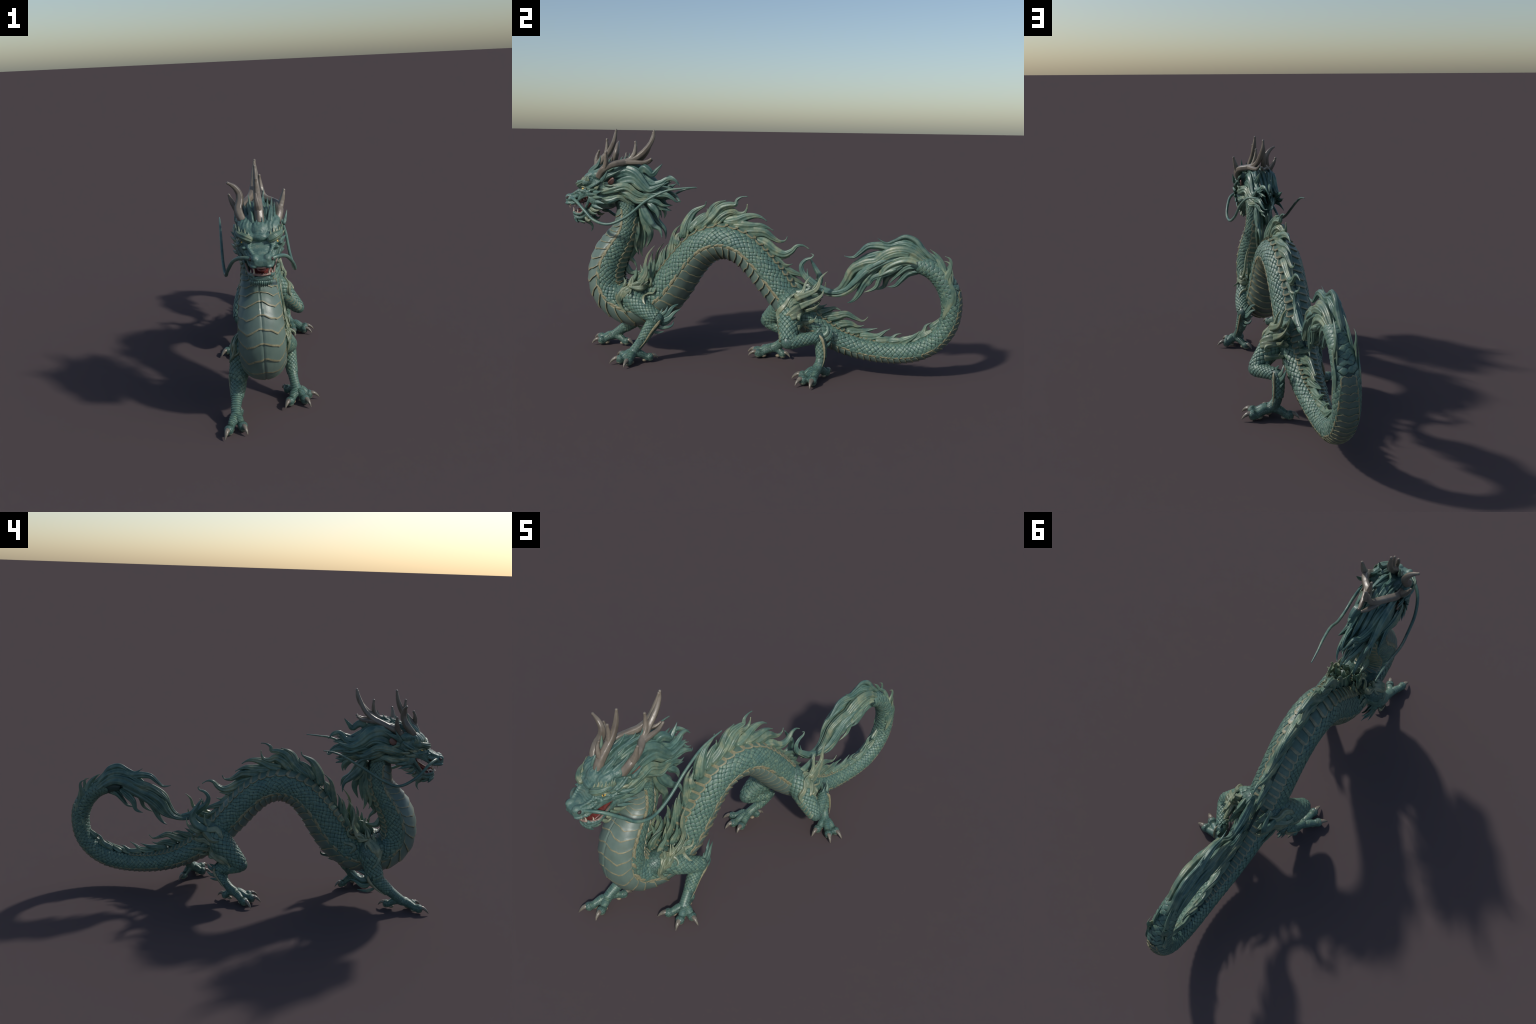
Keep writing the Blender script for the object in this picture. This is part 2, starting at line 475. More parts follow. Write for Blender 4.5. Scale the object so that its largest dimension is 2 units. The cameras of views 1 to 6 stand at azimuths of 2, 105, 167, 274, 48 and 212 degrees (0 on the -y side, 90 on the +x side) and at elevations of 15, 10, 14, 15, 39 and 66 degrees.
# ---- dorsal plates, a row on both sides of the crest
def dorsal_plates():
    s = station(2) - 0.01
    end = station(24) + 0.03
    nu, nv = 12, 10
    while s < end:
        r = float(np.interp(s, bL, rmean))
        fade = float(np.interp(s, [station(22), end], [1, 0.55]))
        pitch = 0.40*r + 0.002
        for side in (1, -1):
            u, v = np.linspace(0, 1, nu), np.linspace(0, 1, nv)
            U, Vv = np.meshgrid(u, v, indexing="ij")
            p_in = math.radians(4)
            wide = float(np.interp(s, [0, station(4), station(9), station(13), station(20)], [1.25, 1.25, 1.0, 1.1, 1.0]))
            out = p_in + math.radians(34)*fade*wide*(0.62 + 0.38*np.sin(np.clip(U*1.12, 0, 1)*np.pi*0.62))*np.where(U > 0.86, 1 - (U - 0.86)*1.6, 1)
            PH = p_in + (out - p_in)*Vv
            ss = s + pitch*(U*1.12 + 0.30*Vv*U)
            h = 0.002 + 0.0075*U*(0.5 + 0.5*Vv) + 0.0018*(np.exp(-((U - 0.93)/0.07)**2) + np.exp(-((Vv - 0.93)/0.09)**2))
            P = body(ss, side*PH, h).reshape(-1, 3)
            fm = []
            for i in range(nu - 1):
                for j in range(nv - 1):
                    um, vm = (u[i] + u[i+1])/2, (v[j] + v[j+1])/2
                    fm.append(1 if um > 0.86 or vm > 0.86 else 0)
            f = grid_faces(nu, nv, closed=False)
            ids = [(nu-1)*nv + j for j in range(nv)] + [i*nv + nv - 1 for i in range(nu-2, -1, -1)]
            sk = body(ss.ravel()[ids] - 0.001, side*PH.ravel()[ids], -0.002)
            P = np.concatenate([P, sk])
            for k in range(len(ids) - 1):
                f.append((ids[k], nu*nv + k, nu*nv + k + 1, ids[k+1]))
                fm.append(1)
            if side < 0:
                f = [q[::-1] for q in f]
            obj("dorsal_plate", P, f, ["dorsal", "rim"], fmat=fm, angle=45)
        s += pitch
dorsal_plates()

# ------------------------------------------------------------------ crest flames along the back, side-view points (y, z)
CREST_FRONT = [
 [(-0.558, 0.375), (-0.547, 0.461), (-0.546, 0.501)],
 [(-0.515, 0.420), (-0.499, 0.504), (-0.493, 0.544), (-0.482, 0.564)],
 [(-0.483, 0.450), (-0.477, 0.535), (-0.467, 0.575), (-0.456, 0.590)],
 [(-0.441, 0.515), (-0.430, 0.606), (-0.419, 0.655), (-0.383, 0.694)],
 [(-0.452, 0.495), (-0.395, 0.615), (-0.378, 0.667)],
 [(-0.398, 0.590), (-0.402, 0.633), (-0.386, 0.651), (-0.381, 0.673)],
 [(-0.375, 0.630), (-0.364, 0.677), (-0.366, 0.700), (-0.345, 0.727)]]
CREST_TOP = [
 [(-0.360, 0.640), (-0.341, 0.717), (-0.315, 0.760), (-0.278, 0.783), (-0.260, 0.794), (-0.254, 0.812)],
 [(-0.330, 0.665), (-0.293, 0.719), (-0.267, 0.745), (-0.248, 0.756), (-0.247, 0.777)],
 [(-0.295, 0.685), (-0.234, 0.736), (-0.212, 0.785), (-0.190, 0.807), (-0.147, 0.823)],
 [(-0.265, 0.690), (-0.205, 0.747), (-0.168, 0.790), (-0.125, 0.803), (-0.096, 0.806), (-0.091, 0.826), (-0.068, 0.842), (-0.039, 0.845)],
 [(-0.200, 0.705), (-0.154, 0.753), (-0.117, 0.768), (-0.089, 0.756), (-0.056, 0.764), (-0.044, 0.785), (-0.041, 0.807)],
 [(-0.150, 0.712), (-0.088, 0.724), (-0.045, 0.744), (-0.003, 0.752), (0.029, 0.747), (0.059, 0.729)],
 [(-0.100, 0.700), (-0.038, 0.699), (-0.002, 0.701), (0.033, 0.706), (0.069, 0.697), (0.094, 0.684)],
 [(-0.055, 0.670), (0.012, 0.674), (0.055, 0.672), (0.091, 0.650), (0.126, 0.634), (0.154, 0.639), (0.164, 0.657)],
 [(0.000, 0.640), (0.065, 0.614), (0.106, 0.588), (0.155, 0.574), (0.190, 0.590), (0.215, 0.616), (0.243, 0.620), (0.273, 0.604)]]
CREST_REAR = [
 [(0.055, 0.590), (0.106, 0.568), (0.141, 0.556), (0.178, 0.560)],
 [(0.080, 0.565), (0.121, 0.541), (0.160, 0.519), (0.193, 0.526)],
 [(0.110, 0.530), (0.147, 0.500), (0.200, 0.482), (0.238, 0.470), (0.262, 0.443)],
 [(0.150, 0.470), (0.191, 0.453), (0.219, 0.440), (0.258, 0.424)],
 [(0.190, 0.420), (0.230, 0.410), (0.270, 0.385), (0.300, 0.375)]]
TAIL_CREST = [
 [(0.270, 0.325), (0.315, 0.320), (0.343, 0.326), (0.368, 0.340)],
 [(0.310, 0.290), (0.381, 0.312), (0.404, 0.321), (0.437, 0.312)],
 [(0.350, 0.270), (0.419, 0.284), (0.465, 0.297), (0.507, 0.281), (0.545, 0.270), (0.569, 0.291)],
 [(0.415, 0.240), (0.485, 0.251), (0.523, 0.240), (0.552, 0.249)],
 [(0.470, 0.215), (0.547, 0.218), (0.579, 0.226), (0.615, 0.238)],
 [(0.535, 0.195), (0.616, 0.200), (0.652, 0.227), (0.676, 0.241)],
 [(0.610, 0.182), (0.680, 0.190), (0.706, 0.213), (0.729, 0.221)],
 [(0.675, 0.178), (0.743, 0.197), (0.769, 0.218)],
 [(0.725, 0.180), (0.787, 0.215), (0.813, 0.242)],
 [(0.780, 0.192), (0.831, 0.232), (0.842, 0.266), (0.866, 0.284)],
 [(0.825, 0.213), (0.874, 0.250), (0.894, 0.279)],
 [(0.868, 0.255), (0.911, 0.304), (0.919, 0.355)]]

def spine_x(y):
    return float(np.interp(y, [-.8, -.5, -.16, .2, .6, .81, .94], [-.018, -.014, -.013, -.014, -.014, -.018, -.021]))

def crest(rows, r, mat="flame", tip_shift=-0.012):
    for k, l in enumerate(rows):
        sw = rng.uniform(-1, 1)
        x0 = spine_x(l[0][0])
        x1 = spine_x(l[-1][0]) + tip_shift + 0.006*sw
        size = sum(math.dist(a, b) for a, b in zip(l, l[1:]))
        rr = r*(0.72 + 0.28*min(1.0, size/0.2))
        v, f = lock(yz(l, x0, x1, 0.008*sw), rr, flat=0.9, amp=0.17, k=6, power=0.95, peak=0.22, root=0.9, tip=0.09)
        o = obj("crest_flame", v, f, mat)
        # smaller side wisps hugging the flame give the fluted look
        for q in range(2):
            t = spline([(a, b, c) for a, b, c in yz(l, x0, x1)], 12)
            m = rng.randint(5, 8)
            side = 1 if q else -1
            w = t[:m].copy()
            w[:, 0] += side*rr*0.55*np.sin(np.linspace(0.9, 2.9, m))
            w[:, 1:] += nrng.normal(0, rr*0.12, 2)
            w[:, 2] -= rr*0.25*np.linspace(0.5, 1.2, m)
            vv, ff = lock(w, rr*0.5, flat=0.8, amp=0.14, power=0.9)
            obj("crest_wisp", vv, ff, "flame" if q else "hair", parent=o)

crest(CREST_FRONT, 0.020)
crest(CREST_TOP, 0.0275)
crest(CREST_REAR, 0.025)
crest(TAIL_CREST, 0.022, tip_shift=-0.002)

# ------------------------------------------------------------------ tail tuft
TUFT = [  # (x root, x tip, radius, material, points)
 (-.040, -.032, .016, "hair", [(0.871, 0.575), (0.812, 0.625), (0.776, 0.668), (0.727, 0.684), (0.679, 0.663), (0.644, 0.650), (0.617, 0.660), (0.599, 0.673)]),
 (-.055, -.014, .028, "hair", [(0.845, 0.570), (0.777, 0.630), (0.724, 0.645), (0.663, 0.631), (0.600, 0.636), (0.555, 0.630), (0.520, 0.600), (0.489, 0.576), (0.446, 0.581)]),
 (-.005, -.012, .034, "flame", [(0.844, 0.545), (0.756, 0.608), (0.698, 0.612), (0.646, 0.592), (0.603, 0.559), (0.549, 0.548), (0.490, 0.515), (0.463, 0.465), (0.430, 0.420), (0.379, 0.402), (0.285, 0.418)]),
 (-.075, -.030, .032, "hair", [(0.844, 0.545), (0.756, 0.608), (0.698, 0.605), (0.640, 0.580), (0.590, 0.550), (0.540, 0.530), (0.490, 0.490), (0.463, 0.445), (0.430, 0.410), (0.370, 0.398), (0.300, 0.410)]),
 (.005, .025, .026, "flame", [(0.825, 0.552), (0.744, 0.580), (0.683, 0.564), (0.644, 0.534), (0.619, 0.487), (0.603, 0.444), (0.549, 0.416)]),
 (.000, .012, .018, "hair", [(0.826, 0.548), (0.750, 0.549), (0.703, 0.510), (0.665, 0.464)]),
 (-.020, -.010, .020, "hair", [(0.824, 0.535), (0.752, 0.520), (0.718, 0.484), (0.692, 0.454), (0.655, 0.445)]),
 (-.010, -.016, .034, "hair", [(0.780, 0.570), (0.700, 0.572), (0.640, 0.558), (0.586, 0.540), (0.533, 0.500), (0.503, 0.451), (0.444, 0.408), (0.379, 0.398), (0.304, 0.405)]),
 (.012, .020, .022, "hair", [(0.720, 0.556), (0.628, 0.506), (0.588, 0.485), (0.571, 0.456), (0.549, 0.440)]),
 (-.060, -.050, .022, "hair", [(0.720, 0.550), (0.651, 0.489), (0.635, 0.441), (0.597, 0.423)]),
 (.000, -.016, .024, "hair", [(0.600, 0.530), (0.545, 0.454), (0.518, 0.396), (0.492, 0.366), (0.467, 0.354)]),
 (-.070, -.045, .024, "flame", [(0.680, 0.600), (0.611, 0.587), (0.548, 0.570), (0.487, 0.529), (0.458, 0.495), (0.443, 0.457)]),
 (.018, .004, .024, "hair", [(0.700, 0.590), (0.620, 0.560), (0.560, 0.520), (0.505, 0.462), (0.460, 0.420), (0.403, 0.402), (0.332, 0.400)]),
 (-.080, -.020, .024, "hair", [(0.700, 0.570), (0.600, 0.525), (0.530, 0.475), (0.480, 0.425), (0.410, 0.400), (0.345, 0.400)]),
 (-.030, -.060, .022, "hair", [(0.800, 0.575), (0.740, 0.640), (0.680, 0.640), (0.620, 0.605), (0.570, 0.590), (0.520, 0.570)]),
 (-.015, -.011, .0215, "hair", [(0.420, 0.398), (0.391, 0.401), (0.335, 0.416), (0.287, 0.451), (0.250, 0.486), (0.240, 0.523), (0.261, 0.552), (0.290, 0.564), (0.298, 0.578), (0.284, 0.583)]),
 (-.008, .000, .011, "hair", [(0.330, 0.415), (0.282, 0.460), (0.269, 0.511)])]
for x0, x1, r, m, l in TUFT:
    bow = 0.005*(1 if x0 > -.03 else -1)
    x0, x1 = -.018 + (x0 + .030)*.66, -.016 + (x1 + .018)*.6
    v, f = lock(yz(l, x0, x1, bow), r*.86, flat=0.8, amp=0.19, k=6, power=0.72, peak=0.32, root=0.55)
    o = obj("tail_tuft_lock", v, f, m)
    path = spline(yz(l, x0, x1, bow), 24)
    for q in range(2):
        a = rng.randint(2, 8); b = a + rng.randint(9, 14)
        w = path[a:b].copy()
        off = rng.choice((-1, 1))*r*0.62
        w[:, 0] += off*np.sin(np.linspace(0.6, 2.9, len(w)))
        w[:, 2] += nrng.uniform(-.4, .4)*r
        vv, ff = lock(w, r*0.42, flat=0.8, power=0.8)
        obj("tail_tuft_wisp", vv, ff, rng.choice(("hair", "flame")), parent=o)
# leafy fins on both sides of the rising tail
FINS = [(.012, .022, .020, [(0.925, 0.320), (0.957, 0.400), (0.962, 0.445), (0.948, 0.488), (0.947, 0.533)]),
 (.008, .012, .022, [(0.930, 0.370), (0.935, 0.443), (0.927, 0.505), (0.944, 0.550), (0.941, 0.577), (0.917, 0.588)]),
 (.004, -.005, .022, [(0.923, 0.410), (0.919, 0.495), (0.908, 0.548), (0.885, 0.591), (0.849, 0.621)]),
 (.002, -.006, .020, [(0.915, 0.450), (0.892, 0.525), (0.852, 0.567), (0.816, 0.587), (0.794, 0.608)]),
 (.006, .010, .014, [(0.935, 0.430), (0.952, 0.488), (0.951, 0.540)])]
for x0, x1, r, l in FINS:
    for side in (1, -1):
        xs = (x0 + .012, x1 + .008) if side > 0 else (-.048 - x0, -.044 - x1)
        l2 = [(y - .006, z) for y, z in l] if side > 0 else [(y - .006, z + .002*k) for k, (y, z) in enumerate(l)]
        v, f = lock(yz(l2, *xs), r, flat=0.45, amp=0.12, power=0.9, peak=0.4, root=0.35)
        obj("tail_fin", v, f, "flame")

# ------------------------------------------------------------------ remeshed organic solids
def fuse(parts, voxel, smooth=2, factor=0.5):
    """join closed pieces, voxel-remesh into one skin; returns verts, faces"""
    bag = Bag()
    for v, f in parts:
        bag.add(v, f)
    o = bag.obj("tmp", ["hide"])
    md = o.modifiers.new("r", "REMESH")
    md.mode = "VOXEL"
    md.voxel_size = voxel
    if smooth:
        sm = o.modifiers.new("s", "SMOOTH")
        sm.factor = factor
        sm.iterations = smooth
    dg = bpy.context.evaluated_depsgraph_get()
    ev = o.evaluated_get(dg)
    me = ev.to_mesh()
    v = np.empty(len(me.vertices)*3)
    me.vertices.foreach_get("co", v)
    f = [tuple(p.vertices) for p in me.polygons]
    ev.to_mesh_clear()
    d = o.data
    bpy.data.objects.remove(o)
    bpy.data.meshes.remove(d)
    return v.reshape(-1, 3), f

def vert_normals(v, f):
    n = np.zeros_like(v)
    q = np.array([t if len(t) == 4 else (*t, t[-1]) for t in f])
    fn = np.cross(v[q[:, 2]] - v[q[:, 0]], v[q[:, 3]] - v[q[:, 1]])
    for c in range(4):
        np.add.at(n, q[:, c], fn)
    return n/(np.linalg.norm(n, axis=1)[:, None] + 1e-12)

def split_objs(v, f, label_of, mats, parent_of=None):
    """separate one skin into named regions with coinciding borders and shared normals"""
    nrm = vert_normals(v, f)
    cen = np.array([v[list(q)].mean(0) for q in f])
    lab = label_of(cen)
    out = {}
    for name in dict.fromkeys(lab):
        fs = [q for q, l in zip(f, lab) if l == name]
        ids = sorted({i for q in fs for i in q})
        mp = {i: k for k, i in enumerate(ids)}
        o = obj(name, v[ids], [tuple(mp[i] for i in q) for q in fs], mats[name])
        o.data.normals_split_custom_set_from_vertices(nrm[ids].tolist())
        out[name] = o
    return out

def ellipsoid(c, r, rot=None, n=16, m=24):
    th = np.linspace(0.02, np.pi - 0.02, n)
    ph = np.linspace(0, 2*np.pi, m, endpoint=False)
    T_, P_ = np.meshgrid(th, ph, indexing="ij")
    V = np.stack([np.sin(T_)*np.cos(P_), np.sin(T_)*np.sin(P_), np.cos(T_)], -1).reshape(-1, 3)*np.asarray(r, float)
    if rot is not None:
        from mathutils import Euler
        V = V @ np.array(Euler(rot).to_matrix()).T
    V = V + np.asarray(c, float)
    f = [q[::-1] for q in grid_faces(n, m)]
    k = len(V)
    V = np.concatenate([V, V[:m].mean(0)[None], V[-m:].mean(0)[None]])
    f += [(k, j, (j+1) % m) for j in range(m)]
    f += [(k+1, (n-1)*m + (j+1) % m, (n-1)*m + j) for j in range(m)]
    return V, outward(V, f)

def tube(pts, ns=20, step=0.006, ref=(1, 0, 0), flat=1.0):
    """pts rows: x, y, z, radius"""
    L = np.linalg.norm(np.diff(np.asarray(pts)[:, :3], axis=0), axis=1).sum()
    c = spline(pts, max(8, int(L/step)))
    return sweep(c[:, :3], np.maximum(c[:, 3], .001)*flat, np.maximum(c[:, 3], .001), ref=ref, ns=ns)

# ---- generic scales over a limb segment, snapped on the fused skin
def limb_scales(bag, bvh, path, rad, na, ref, lo, hi, rise=1.0, phi0=0.0):
    n = 60
    c = spline([(*p, r) for p, r in zip(path, rad)], n)
    T, B, N = frames(c[:, :3], ref)
    Ls = np.concatenate([[0], np.cumsum(np.linalg.norm(np.diff(c[:, :3], axis=0), axis=1))])
    rm = c[:, 3].mean()
    dphi = 2*np.pi/na
    da = rm*dphi
    k = int((Ls[-1]*(hi - lo))/da)
    for i in range(k + 1):
        for j in range(na):
            if (i + j) % 2:
                continue
            a0 = lo*Ls[-1] + i*da
            aa = a0 + SA*0.98*da
            pp = phi0 + j*dphi + SB*dphi*0.98
            def on(a, p, h):
                a = np.clip(a, 0, Ls[-1])
                C = np.stack([np.interp(a, Ls, c[:, q]) for q in range(3)], -1)
                R = np.interp(a, Ls, c[:, 3])
                Bq = np.stack([np.interp(a, Ls, B[:, q]) for q in range(3)], -1)
                Nq = np.stack([np.interp(a, Ls, N[:, q]) for q in range(3)], -1)
                d = Bq*np.cos(p)[:, None] + Nq*np.sin(p)[:, None]
                out = np.empty((len(a), 3))
                for q in range(len(a)):
                    hit = bvh.ray_cast(Vector(C[q] + d[q]*R[q]*2.2), Vector(-d[q]), float(R[q]*2.0))
                    if hit[0] is None:
                        return None
                    out[q] = np.array(hit[0]) + (0.5*d[q] + 0.5*np.array(hit[1]))*h[q]
                return out
            hh = scale_heights(da, rise)
            V = on(aa, pp, hh)
            if V is None:
                continue
            ed = np.linalg.norm(V[0] - V[-1])
            if ed > da*3.6:
                continue
            sk = on(aa[SRING], pp[SRING], np.full(len(SRING), -0.0015))
            if sk is None:
                continue
            bag.add(np.concatenate([V, sk]), SF, SM)

# transverse scutes on the front of shins and toes
def scutes(bag, path, rad, front, count, lo=0.0, hi=1.0, half=1.15, lift=0.0016, chev=0.35):
    n = 80
    c = spline([(*p, r) for p, r in zip(path, rad)], n)
    T, N, B = frames(c[:, :3], front)
    t = np.linspace(0, 1, n)
    get = lambda arr, u: np.stack([np.interp(u, t, arr[:, q]) for q in range(arr.shape[1])], -1)
    us = np.array([0, .35, .7, .9, 1.0])
    nu, nv = 5, 9
    for i in range(count):
        u0 = lo + (hi - lo)*i/count
        du = (hi - lo)/count*1.15
        U, Vv = np.meshgrid(us, np.linspace(-1, 1, nv), indexing="ij")
        uu = np.clip(u0 + du*(U + chev*(1 - np.abs(Vv))*U), 0, 1).ravel()
        ph = (Vv*half).ravel()
        h = (lift*(0.1 + U**0.7 - 0.8*np.abs(Vv)**4)).ravel()
        cc = get(c, uu)
        P = cc[:, :3] + (get(N, uu)*np.cos(ph)[:, None] + get(B, uu)*np.sin(ph)[:, None])*(cc[:, 3] + h)[:, None]
        cc2 = cc[(nu-1)*nv:]
        u2, p2 = uu[(nu-1)*nv:], ph[(nu-1)*nv:]
        sk = cc2[:, :3] + (get(N, u2)*np.cos(p2)[:, None] + get(B, u2)*np.sin(p2)[:, None])*(cc2[:, 3] - 0.002)[:, None]
        f = grid_faces(nu, nv, closed=False)
        b0 = (nu-1)*nv
        f += [(b0 + j, b0 + j + 1, nu*nv + j + 1, nu*nv + j) for j in range(nv-1)]
        fm = [1 if i >= nu - 2 else 0 for i in range(nu - 1) for _ in range(nv - 1)] + [1]*(nv - 1)
        bag.add(np.concatenate([P, sk]), f, fm)

# ------------------------------------------------------------------ limbs
def claw_mesh(base, tip, r, up=0.012):
    b, t = A(*base), A(*tip)
    m1 = b*0.62 + t*0.38 + A(0, 0, up)
    m2 = b*0.22 + t*0.78 + A(0, 0, up*0.75)
    c = spline([(*b, r), (*m1, r*0.86), (*m2, r*0.5), (*t, r*0.08)], 18)
    return sweep(c[:, :3], c[:, 3]*0.85, c[:, 3], ns=14, ref=(0.3, 0.2, 1))

def toe_path(ankle, tip, r, claw=0.040):
    a, t = A(*ankle), A(*tip)
    d = (t - a); d[2] = 0
    L = np.linalg.norm(d); d /= L
    end = A(t[0], t[1], 0) - d*claw
    end[2] = 0.026
    L2 = L - claw
    p = [a*1.0, a + d*L2*0.35 + A(0, 0, -(a[2] - 0.040)*0.75), a + d*L2*0.68, end - d*0.012, end]
    p[2][2] = 0.026
    p[3][2] = 0.024
    rad = [r*1.15, r*1.1, r*0.92, r*1.16, r*0.72]
    return p, rad, end, d

def limb(name, segs, ankle, toes, spur, front, scale_specs, scute_spec, toe_r=0.0182, extra=()):
    """segs: lists of (x,y,z,r); toes: tip points; spur: hind toe tip"""
    parts = [tube(s, ns=24) for s in segs]
    parts += list(extra)
    parts += [ellipsoid(s[0][:3], (s[0][3],)*3) for s in segs] + [ellipsoid(s[-1][:3], (s[-1][3],)*3) for s in segs]
    ends = []
    tsc = Bag()
    for k, tp in enumerate(list(toes) + [spur]):
        r = toe_r*(0.9 if k == len(toes) else 1.0)
        p, rad, end, d = toe_path(ankle, tp, r, 0.030 if k == len(toes) else 0.040)
        parts.append(tube([(*q, rr) for q, rr in zip(p, rad)], ns=18))
        # knuckle and pad
        parts.append(ellipsoid(p[3] + A(0, 0, 0.004), (r*1.22, r*1.22, r*1.05)))
        parts.append(ellipsoid(p[3] + A(0, 0, -0.010), (r*1.05, r*1.05, r*0.75)))
        parts.append(ellipsoid(p[2] + A(0, 0, -0.008), (r*0.9, r*0.9, r*0.7)))
        ends.append((end, d, tp, r))
        scutes(tsc, p[:4], [x*1.06 for x in rad[:4]], A(0, 0, 1) + 0.35*d, 9, 0.22, 0.95, half=0.95, lift=0.0026, chev=0.15)
    v, f = fuse(parts, 0.0042, smooth=5, factor=0.5)
    zs = ankle[2] + 0.01
    aa = A(*ankle)
    def lab(c):
        d = np.linalg.norm(c[:, :2] - aa[:2], axis=1)
        return np.where(c[:, 2] < zs, "foot", name)
    objs = split_objs(v, f, lab, {name: "limb", "foot": "limb"})
    L = objs[name]
    if "foot" in objs:
        objs["foot"].parent = L
    for end, d, tp, r in ends:
        pv, pf = ellipsoid(end - d*0.012 + A(0, 0, -0.0125), (r*1.0, r*1.0, r*0.55))
        obj("toe_pad", pv, pf, "pad", parent=objs["foot"])
        pv, pf = ellipsoid(end - d*0.040 + A(0, 0, -0.0145), (r*0.8, r*0.8, r*0.5))
        obj("toe_pad", pv, pf, "pad", parent=objs["foot"])
        cv, cf = claw_mesh(end - d*0.010 + A(0, 0, 0.003), tp, r*0.72)
        obj("claw", cv, cf, "claw", parent=objs["foot"])
    bvh = BVHTree.FromPolygons(v.tolist(), f)
    bag = Bag()
    for path, rad, na, lo, hi in scale_specs:
        limb_scales(bag, bvh, path, rad, na, front, lo, hi, 1.3)
    if bag.n:
        bag.obj("limb_scale_coat", ["scale", "scale_edge"], parent=L, angle=60, stuff=True)
    for path, rad, cnt, lo, hi in scute_spec:
        scutes(tsc, path, rad, front, cnt, lo, hi, half=1.1, lift=0.003)
    tsc.obj("scute_row", ["scale", "scale_edge"], parent=L, angle=45, stuff=True)
    return L, bvh

P3 = lambda segs: [tuple(s[:3]) for s in segs]
R1 = lambda segs: [s[3] for s in segs]

fl_up = [(.035, -.615, .325, .058), (.064, -.592, .305, .057), (.094, -.535, .270, .042), (.106, -.462, .236, .033)]
fl_lo = [(.102, -.468, .238, .031), (.106, -.505, .180, .030), (.114, -.540, .120, .0245), (.122, -.566, .082, .023), (.130, -.588, .050, .025)]
FL, BFL = limb("forelimb", [fl_up, fl_lo], (.134, -.582, .052), [(.238, -.588, .008), (.193, -.685, .006), (.072, -.701, .010)], (.062, -.480, .012),
     (-.2, -1, .3), [(P3(fl_up), R1(fl_up), 26, 0.12, 0.97), (P3(fl_lo), R1(fl_lo), 18, 0.05, 0.6)], [(P3(fl_lo), R1(fl_lo), 11, 0.42, 0.98)],
     extra=[ellipsoid((.040, -.650, .325), (.056, .085, .060)), ellipsoid((.070, -.610, .320), (.046, .050, .058))])
fr_up = [(-.075, -.650, .320, .062), (-.112, -.645, .295, .060), (-.128, -.660, .235, .046), (-.138, -.680, .180, .043)]
fr_lo = [(-.138, -.662, .172, .036), (-.142, -.715, .135, .034), (-.148, -.760, .100, .027), (-.152, -.802, .070, .0235), (-.152, -.830, .048, .024)]
FR, BFR = limb("forelimb", [fr_up, fr_lo], (-.152, -.822, .050), [(-.196, -.969, .004), (-.098, -.935, .008)], (-.133, -.708, .009),
     (-.1, -1, .6), [(P3(fr_up), R1(fr_up), 26, 0.12, 0.97), (P3(fr_lo), R1(fr_lo), 20, 0.05, 0.55)], [(P3(fr_lo), R1(fr_lo), 11, 0.40, 0.98)],
     extra=[ellipsoid((-.082, -.655, .322), (.056, .080, .058)), ellipsoid((-.112, -.640, .305), (.044, .048, .055))])
hl_up = [(.020, .205, .360, .062), (.066, .205, .325, .058), (.122, .212, .255, .048), (.178, .222, .190, .033)]
hl_md = [(.178, .224, .188, .032), (.142, .290, .198, .028), (.102, .354, .206, .026)]
hl_lo = [(.102, .356, .206, .026), (.102, .366, .150, .025), (.110, .368, .090, .022), (.126, .355, .055, .025)]
HL, BHL = limb("hindlimb", [hl_up, hl_md, hl_lo], (.130, .356, .052), [(.152, .238, .006), (.253, .277, .009), (.267, .348, .006)], (.017, .405, .009),
     (.6, -1, 0), [(P3(hl_up), R1(hl_up), 24, 0.12, 0.98), (P3(hl_md), R1(hl_md), 18, 0.1, 0.9), (P3(hl_lo), R1(hl_lo), 16, 0.1, 0.6)], [(P3(hl_lo), R1(hl_lo), 9, 0.45, 1.0)])
hr_up = [(-.060, .185, .345, .070), (-.104, .158, .312, .064), (-.140, .094, .254, .050), (-.154, .036, .200, .035)]
hr_md = [(-.154, .036, .196, .032), (-.142, .100, .172, .028), (-.126, .175, .158, .025)]
hr_lo = [(-.126, .174, .158, .025), (-.145, .138, .110, .024), (-.164, .098, .070, .022), (-.172, .070, .050, .024)]
HR, BHR = limb("hindlimb", [hr_up, hr_md, hr_lo], (-.172, .074, .050), [(-.192, -.078, .007), (-.268, -.031, .003), (-.121, -.055, .012)], (-.151, .160, .012),
     (-.3, -1, .2), [(P3(hr_up), R1(hr_up), 24, 0.12, 0.98), (P3(hr_md), R1(hr_md), 18, 0.1, 0.9), (P3(hr_lo), R1(hr_lo), 16, 0.1, 0.6)], [(P3(hr_lo), R1(hr_lo), 9, 0.45, 1.0)])

tp = Bag()
scutes(tp, P3(hl_up), [r*1.02 for r in R1(hl_up)], (.55, -1, -.1), 6, 0.42, 0.93, half=0.62, lift=0.006, chev=0.75)
tp.obj("thigh_plate_row", ["scale", "rim"], parent=HL, angle=45, stuff=True)
tp = Bag()
scutes(tp, P3(hr_up), [r*1.02 for r in R1(hr_up)], (.35, -1, .2), 7, 0.38, 0.95, half=0.75, lift=0.005, chev=0.3)
tp.obj("thigh_plate_row", ["scale", "scale_edge"], parent=HR, angle=45, stuff=True)

# ------------------------------------------------------------------ flame ornaments on shoulders and hips, tufts at elbows and hocks
_s, _p = np.linspace(0, BODY_LEN - .01, 500), np.linspace(0, 2*np.pi, 48, endpoint=False)
BODY_BVH = BVHTree.FromPolygons(body(_s[:, None], _p[None], 0.003).reshape(-1, 3).tolist(), grid_faces(500, 48))

